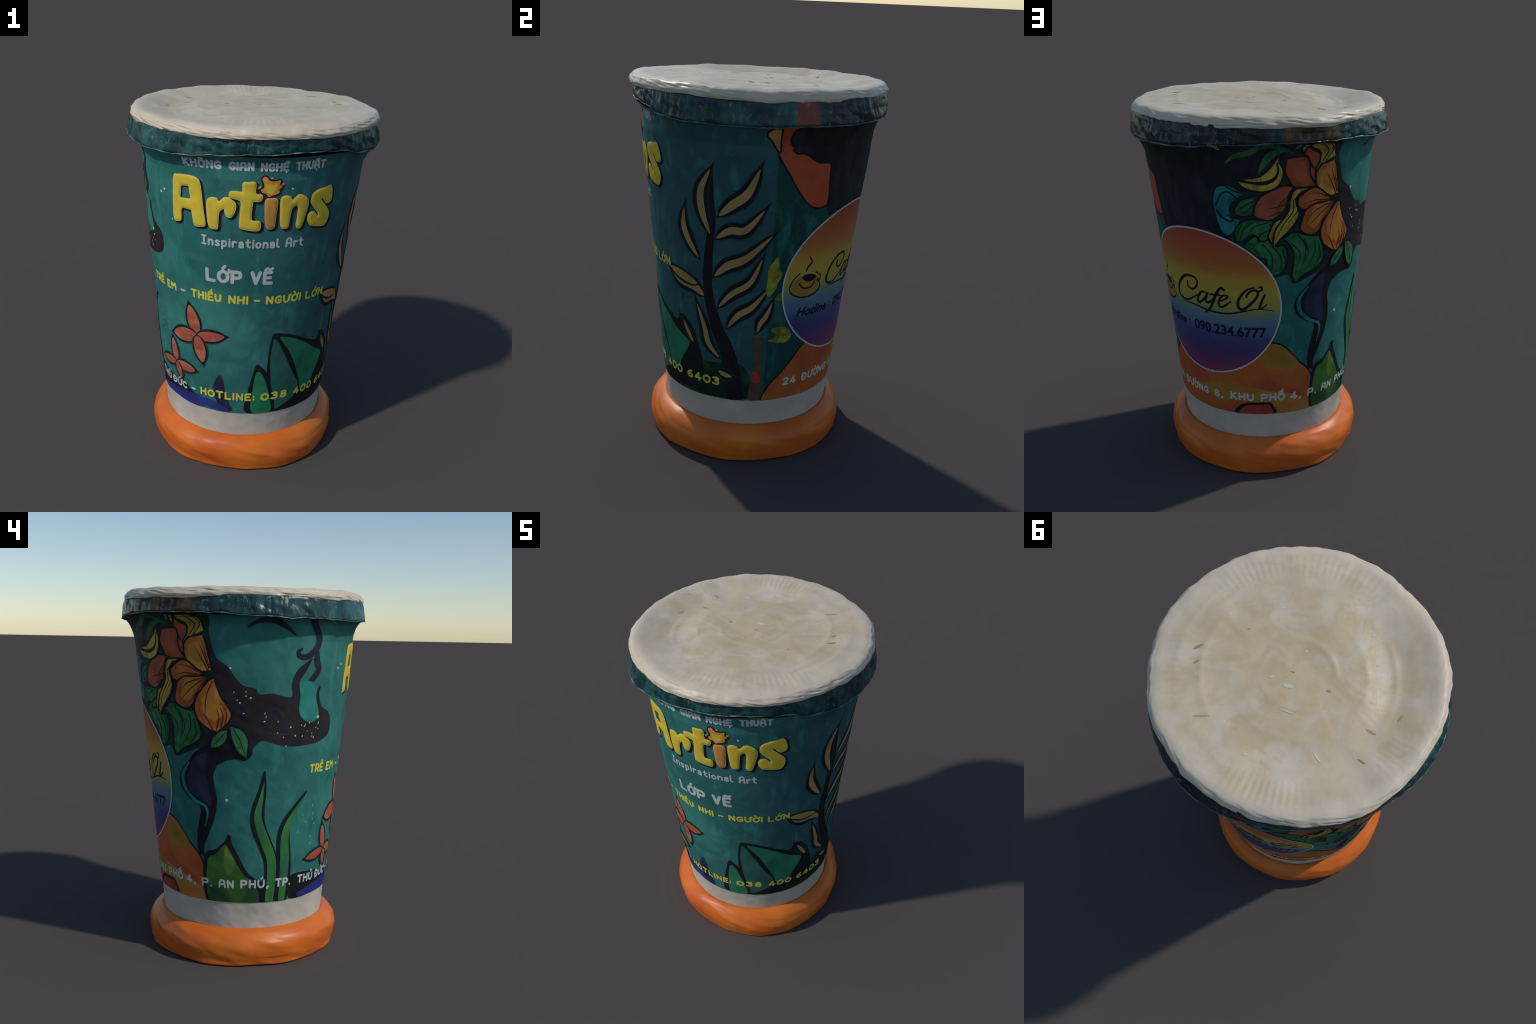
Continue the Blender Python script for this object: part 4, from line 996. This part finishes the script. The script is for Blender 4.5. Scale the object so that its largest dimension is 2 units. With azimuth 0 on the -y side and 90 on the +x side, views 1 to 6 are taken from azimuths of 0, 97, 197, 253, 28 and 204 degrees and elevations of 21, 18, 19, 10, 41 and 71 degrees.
# ---- big title letters: dark drop shadow, pale edge, coloured face
TITLE = [
    ('yellow', [(-38.8, 1.693), (-36, 1.707), (-29.9, 1.714), (-25.4, 1.709), (-23.7, 1.685), (-22.9, 1.612), (-22.1, 1.537), (-21.4, 1.47), (-24.3, 1.456), (-27.2, 1.458), (-28.2, 1.504), (-28.7, 1.534), (-31, 1.537), (-35.1, 1.531), (-35.7, 1.47), (-37.5, 1.457), (-40.1, 1.459), (-40.4, 1.525), (-39.8, 1.609)], [(-34.6, 1.651), (-32, 1.66), (-29.7, 1.658), (-29.3, 1.627), (-29, 1.595), (-32.6, 1.587), (-35.4, 1.589), (-35, 1.62)]),
    ('yellow', [(-20, 1.6), (-17.9, 1.619), (-15.4, 1.618), (-14.1, 1.603), (-11.4, 1.626), (-8.5, 1.623), (-6.3, 1.596), (-6.5, 1.563), (-8.1, 1.529), (-9.9, 1.527), (-11.1, 1.548), (-11.6, 1.569), (-13.1, 1.562), (-14.4, 1.538), (-14.9, 1.466), (-16, 1.456), (-18.2, 1.458), (-19.5, 1.481), (-20.1, 1.541)], None),
    ('yellow', [(-2.9, 1.707), (-0.6, 1.712), (2.6, 1.71), (2.9, 1.657), (5.9, 1.647), (5.7, 1.623), (4.4, 1.615), (2, 1.614), (1.4, 1.584), (1.2, 1.525), (2.4, 1.511), (5.4, 1.509), (5.9, 1.482), (5.1, 1.462), (1.2, 1.461), (-3.3, 1.47), (-4.1, 1.489), (-3.8, 1.56), (-3.9, 1.614), (-8.7, 1.631), (-9.2, 1.647), (-8.5, 1.661), (-5.2, 1.663), (-3.2, 1.662)], None),
    ('amber', [(7.9, 1.623), (10.5, 1.631), (13.1, 1.625), (13.4, 1.59), (13, 1.52), (12.7, 1.481), (11.1, 1.469), (9.3, 1.476), (8.3, 1.51), (7.8, 1.575)], None),
    ('yellow', [(15.1, 1.627), (17.2, 1.643), (19.5, 1.636), (20.9, 1.619), (23.3, 1.641), (25.4, 1.642), (29, 1.616), (29.7, 1.582), (28.9, 1.54), (27.8, 1.497), (26.7, 1.467), (25, 1.466), (24, 1.484), (24.3, 1.528), (24.3, 1.578), (22.8, 1.59), (20.9, 1.57), (20.3, 1.526), (19.8, 1.477), (18, 1.468), (16.3, 1.479), (15.6, 1.519), (15.2, 1.573)], None),
    ('yellow', [(43.1, 1.666), (44.8, 1.624), (44.9, 1.585), (42.2, 1.574), (40.2, 1.588), (38.8, 1.607), (37.2, 1.604), (38.6, 1.586), (43, 1.539), (44.3, 1.514), (43.6, 1.475), (41.1, 1.455), (33.6, 1.466), (31.1, 1.487), (30.3, 1.516), (31.2, 1.539), (33.6, 1.541), (35.9, 1.518), (36.9, 1.514), (36.2, 1.534), (32.4, 1.579), (31.2, 1.602), (31.8, 1.64), (34.8, 1.657), (39.1, 1.663)], None),
]
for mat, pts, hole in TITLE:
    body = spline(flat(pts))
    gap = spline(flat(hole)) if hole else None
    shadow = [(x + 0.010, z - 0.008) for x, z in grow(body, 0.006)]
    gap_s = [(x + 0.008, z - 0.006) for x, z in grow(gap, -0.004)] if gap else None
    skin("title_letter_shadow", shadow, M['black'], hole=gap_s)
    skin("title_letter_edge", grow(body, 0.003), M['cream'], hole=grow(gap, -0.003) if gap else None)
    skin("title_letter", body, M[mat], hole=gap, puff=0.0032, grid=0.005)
blob('burst', 'burst', [(5.7, 1.731), (7.3, 1.742), (9.4, 1.722), (12.2, 1.721), (14.1, 1.724), (14, 1.702), (15.1, 1.691), (13.8, 1.676), (14.1, 1.663), (12.7, 1.652), (10.8, 1.647), (9, 1.64), (7.7, 1.656), (6, 1.661), (5.3, 1.676), (6.6, 1.687), (6.5, 1.708)], edge=0.007)
blob('burst_core', 'yellow', [(7.4, 1.711), (8.6, 1.703), (9.8, 1.708), (11, 1.7), (12.3, 1.711), (12.7, 1.687), (11.7, 1.666), (9.8, 1.655), (7.9, 1.669), (7.3, 1.693)])
for az, z, w, h, tilt in ((4.6, 1.688, 0.012, 0.022, -35), (10.2, 1.735, 0.014, 0.010, -30), (15.4, 1.705, 0.012, 0.020, -40)):
    dot("spark", 'gold', az, z, w, h, tilt)

# ---- printed words: text, from azimuth, to azimuth, baseline, capital height, ink
WORDS = [
    ("KH\u00d4NG", -31.7, -13.1, 1.766, 0.046, 'white_text'), ("GIAN", -9.8, 1.9, 1.766, 0.046, 'white_text'),
    ("NGH\u1ec6", 4.7, 18.2, 1.766, 0.046, 'white_text'), ("THU\u1eacT", 21.3, 37.9, 1.766, 0.046, 'white_text'),
    ("Jnspirational", -23.5, 16.6, 1.361, 0.055, 'white_text'), ("Art", 19.5, 29.4, 1.361, 0.055, 'white_text'),
    ("L\u1edaP", -21.8, -1.9, 1.154, 0.080, 'white_text'), ("V\u1ebc", 2.3, 14.8, 1.154, 0.080, 'white_text'),
    ("TR\u1eba", -66.5, -54.5, 1.034, 0.050, 'yellow_text'), ("EM", -51.5, -42.5, 1.034, 0.050, 'yellow_text'),
    ("THI\u1ebeU", -31.6, -13.0, 1.037, 0.050, 'yellow_text'), ("NHI", -9.2, 1.8, 1.037, 0.050, 'yellow_text'),
    ("NG\u01af\u1edcI", 11.5, 32.5, 1.037, 0.050, 'yellow_text'), ("L\u1edaN", 35.4, 49.0, 1.037, 0.050, 'yellow_text'),
    ("24", 121.9, 131.5, 0.418, 0.050, 'white_text'), ("\u0110\u01af\u1edcNG", 135.5, 161.0, 0.418, 0.050, 'white_text'),
    ("8,", 165.6, 172.0, 0.420, 0.050, 'white_text'), ("KHU", 177.1, 192.6, 0.424, 0.050, 'white_text'),
    ("PH\u1ed0", 196.8, 212.2, 0.424, 0.050, 'white_text'), ("4,", 215.5, 223.2, 0.420, 0.050, 'white_text'),
    ("P.", 227.5, 234.6, 0.418, 0.050, 'white_text'), ("AN", 238.8, 248.5, 0.419, 0.049, 'white_text'),
    ("PH\u00da,", 252.5, 270.4, 0.421, 0.049, 'white_text'), ("TP.", 274.6, 285.4, 0.421, 0.049, 'white_text'),
    ("TH\u1ee6", 290.7, 304.5, 0.422, 0.049, 'white_text'), ("\u0110\u1ee8C", 306.5, 321.6, 0.424, 0.049, 'white_text'),
    ("HOTLINE:", -27.7, 8.8, 0.428, 0.052, 'yellow_text'), ("038", 12.9, 31.4, 0.424, 0.052, 'yellow_text'),
    ("400", 36.3, 53.8, 0.420, 0.052, 'yellow_text'), ("6403", 58.2, 82.1, 0.416, 0.052, 'yellow_text'),
]
for text, a0, a1, z0, cap, ink in WORDS:
    hand_word(text, a0, a1, z0, cap, ink, weight=0.18 if text[1].islower() else 0.235)
for az, z, ink in ((-37.3, 1.058, 'white_text'), (6.6, 1.060, 'yellow_text'), (-33.2, 0.448, 'white_text')):
    stroke("dash", ink, (0.012,), [(az - 1.2, z), (az + 1.2, z)])

# ---- round rainbow sticker with a white edge
def disc(az, z, wa, hz, n=90):
    return [(az * K + wa * K * cos(2 * pi * i / n), z + hz * sin(2 * pi * i / n)) for i in range(n)]
skin("sticker_edge", disc(162.65, 0.988, 46.8, 0.413), M['white_text'])
skin("sticker", disc(162.65, 0.988, 45.9, 0.404), M['sticker'])
blob('cup_drawing', 'badge_gold', [(121.5, 1.0), (124, 1.04), (128, 1.055), (133, 1.052), (137, 1.03), (138.5, 0.985), (134.5, 0.945), (128, 0.938), (122.8, 0.957)])

# ---- signature
stroke('signature_stroke', 'ink', (0.0149, 0.0121, 0.0121, 0.0121, 0.0121, 0.0149, 0.0163, 0.0163, 0.0135, 0.0121, 0.0068), [(153.6, 1.085), (153.8, 1.059), (156.9, 1.048), (160.6, 1.076), (161, 1.112), (156.7, 1.125), (150.9, 1.107), (146.2, 1.059), (144.5, 1.009), (146.6, 0.979), (152.4, 0.978), (160.3, 1.022)])
stroke('signature_stroke', 'ink', (0.0068, 0.0149, 0.0149, 0.0121, 0.0135), [(166.8, 1.051), (163.6, 1.047), (160.4, 1.004), (161.5, 0.983), (165.2, 1.012), (167.9, 1.049)])
stroke('signature_stroke', 'ink', (0.0135, 0.0149, 0.0068), [(167.9, 1.049), (165.9, 1.005), (167.9, 0.996), (171, 1.02)])
stroke('signature_stroke', 'ink', (0.0135, 0.0135, 0.0163, 0.0135, 0.0109), [(178.2, 1.083), (176.5, 1.092), (173.7, 1.059), (171.2, 1.009), (168.6, 0.963), (165.4, 0.935)])
stroke('signature_stroke', 'ink', (0.0109, 0.0109), [(169.7, 1.045), (175.7, 1.05)])
stroke('signature_stroke', 'ink', (0.0068, 0.0109, 0.0109, 0.0121, 0.0135, 0.0081), [(174.5, 1.013), (178.3, 1.03), (180.2, 1.05), (177.3, 1.05), (174.7, 1.018), (174.6, 0.99), (176.7, 0.985), (181.7, 1.021)])
stroke('signature_stroke', 'ink', (0.0095, 0.0121, 0.0163, 0.0163, 0.0135, 0.0135, 0.0121, 0.0109), [(194.4, 1.107), (190.4, 1.091), (186.4, 1.04), (185.6, 0.998), (188, 0.979), (192.6, 1.014), (196.3, 1.061), (196.1, 1.09), (193.4, 1.09), (191.1, 1.069), (190.5, 1.053)])
stroke('signature_stroke', 'ink', (0.0095, 0.0095, 0.0081), [(197, 1.087), (198.8, 1.094), (198.4, 1.112), (197.2, 1.11)])
stroke('signature_stroke', 'ink', (0.0121, 0.0135, 0.0109, 0.0081), [(200.2, 1.066), (198.1, 1.017), (197.3, 0.991), (199.2, 0.994), (201.2, 1.012)])
stroke('signature_stroke', 'ink', (0.0054, 0.0081, 0.0095, 0.0095, 0.0081, 0.0068, 0.0028), [(147.7, 0.963), (159.2, 0.96), (167.8, 0.949), (178.7, 0.948), (187.6, 0.967), (196.1, 0.985), (205, 0.974)])
stroke('signature_stroke', 'ink', (0.004, 0.0081, 0.0095, 0.0109, 0.0054), [(129.9, 1.156), (132.1, 1.122), (129.9, 1.098), (129, 1.074)])
stroke('signature_stroke', 'ink', (0.0068, 0.0081, 0.0095, 0.0068), [(125.3, 1.067), (121.6, 1.032), (120, 0.988), (122.6, 0.951), (129.3, 0.93), (136.3, 0.941), (139.8, 0.974), (137.5, 1.025)])
blob('signature_stroke', 'ink', [(126.9, 1.043), (129.9, 1.058), (134.8, 1.05), (135.9, 1.031), (132.7, 1.014), (129.2, 1.022)])
stroke('signature_stroke', 'ink', (0.0068, 0.0095, 0.0095, 0.0068), [(125.5, 1.01), (128.5, 0.983), (133.2, 0.984), (135.6, 1.011)])
stroke('signature_stroke', 'ink', (0.0054, 0.0054, 0.0054), [(135.3, 1.063), (139.1, 1.039), (138.9, 1.014), (136.2, 1.016)])
word("Hotline", 125.5, 148.5, 0.824, 0.052, 'ink', bold=0.03, slant=0.35)
word(":", 151.0, 152.2, 0.832, 0.045, 'ink', bold=0.02)
word("090.234.6777", 155.6, 201.0, 0.821, 0.057, 'ink', bold=0.03)

# ---- specks, bubbles and stars scattered in the print
rng = random.Random(5)
for az, z, w in ((-49.5, 1.585, 0.014), (-46.5, 1.605, 0.013), (-41.5, 1.455, 0.008), (20.5, 1.677, 0.012),
                 (-115.0, 0.905, 0.016), (-112, 1.585, 0.012), (-63.5, 1.335, 0.018)):
    dot("pale_speck", 'speck', az, z, w)
for i in range(30):
    f = rng.random()
    az = -112 + 50 * f
    z = 1.50 - 0.22 * min(1, f * 1.8) + rng.uniform(-0.09, 0.05) * (1 if f < 0.6 else 0.6)
    dot("star_speck", 'speck', az, z, rng.uniform(0.004, 0.011), rng.uniform(0.004, 0.009), rng.uniform(0, 90))
for i in range(9):
    dot("bubble", 'bubble', rng.uniform(-72, -56), rng.uniform(0.55, 0.86), rng.uniform(0.006, 0.014), rng.uniform(0.008, 0.02), rng.uniform(-40, 0))

# ---- marks on the lid: tan stains and pale glints of the film, laid on its surface
from mathutils.bvhtree import BVHTree
lid_tree = BVHTree.FromPolygons([v.co.copy() for v in lid.data.vertices], [tuple(p.vertices) for p in lid.data.polygons])
def lid_mark(name, mat, x, y, length, width, angle, bend=0.0):
    verts, faces = [], []
    n, m = 12, 4
    ca, sa = cos(radians(angle)), sin(radians(angle))
    for i in range(n + 1):
        u = (i / n - 0.5) * length
        h = 0.5 * width * max(0.05, (1 - (2 * i / n - 1) ** 2) ** 0.6)
        for j in range(m + 1):
            v = (2 * j / m - 1) * h + bend * (u / length) ** 2
            px, py = x + ca * u - sa * v, y + sa * u + ca * v
            hit = lid_tree.ray_cast(Vector((px, py, 3)), Vector((0, 0, -1)))[0]
            verts.append(Vector((px, py, (hit.z if hit else 1.97) + 0.0012)))
    for i in range(n):
        for j in range(m):
            a = i * (m + 1) + j
            faces.append((a, a + 1, a + m + 2, a + m + 1))
    me = bpy.data.meshes.new(name); me.from_pydata(verts, [], faces)
    bm = bmesh.new(); bm.from_mesh(me)
    for fc in bm.faces:
        if fc.normal.z < 0: fc.normal_flip()
    bm.to_mesh(me); bm.free()
    return add_object(name, me, lid, M[mat])
for x, y, l, w, a in ((0.462, 0.029, 0.030, 0.013, 45), (0.442, 0.10, 0.018, 0.012, 50), (0.326, 0.324, 0.042, 0.010, 22),
                      (-0.144, 0.021, 0.014, 0.012, 0), (-0.472, 0.024, 0.022, 0.010, 70), (-0.374, 0.128, 0.030, 0.010, -10),
                      (-0.381, 0.269, 0.024, 0.008, -15), (0.284, -0.128, 0.009, 0.006, 20), (0.031, -0.007, 0.014, 0.006, 0)):
    lid_mark("tan_stain", 'lid_tan', x, y, l * 1.7, w, a)
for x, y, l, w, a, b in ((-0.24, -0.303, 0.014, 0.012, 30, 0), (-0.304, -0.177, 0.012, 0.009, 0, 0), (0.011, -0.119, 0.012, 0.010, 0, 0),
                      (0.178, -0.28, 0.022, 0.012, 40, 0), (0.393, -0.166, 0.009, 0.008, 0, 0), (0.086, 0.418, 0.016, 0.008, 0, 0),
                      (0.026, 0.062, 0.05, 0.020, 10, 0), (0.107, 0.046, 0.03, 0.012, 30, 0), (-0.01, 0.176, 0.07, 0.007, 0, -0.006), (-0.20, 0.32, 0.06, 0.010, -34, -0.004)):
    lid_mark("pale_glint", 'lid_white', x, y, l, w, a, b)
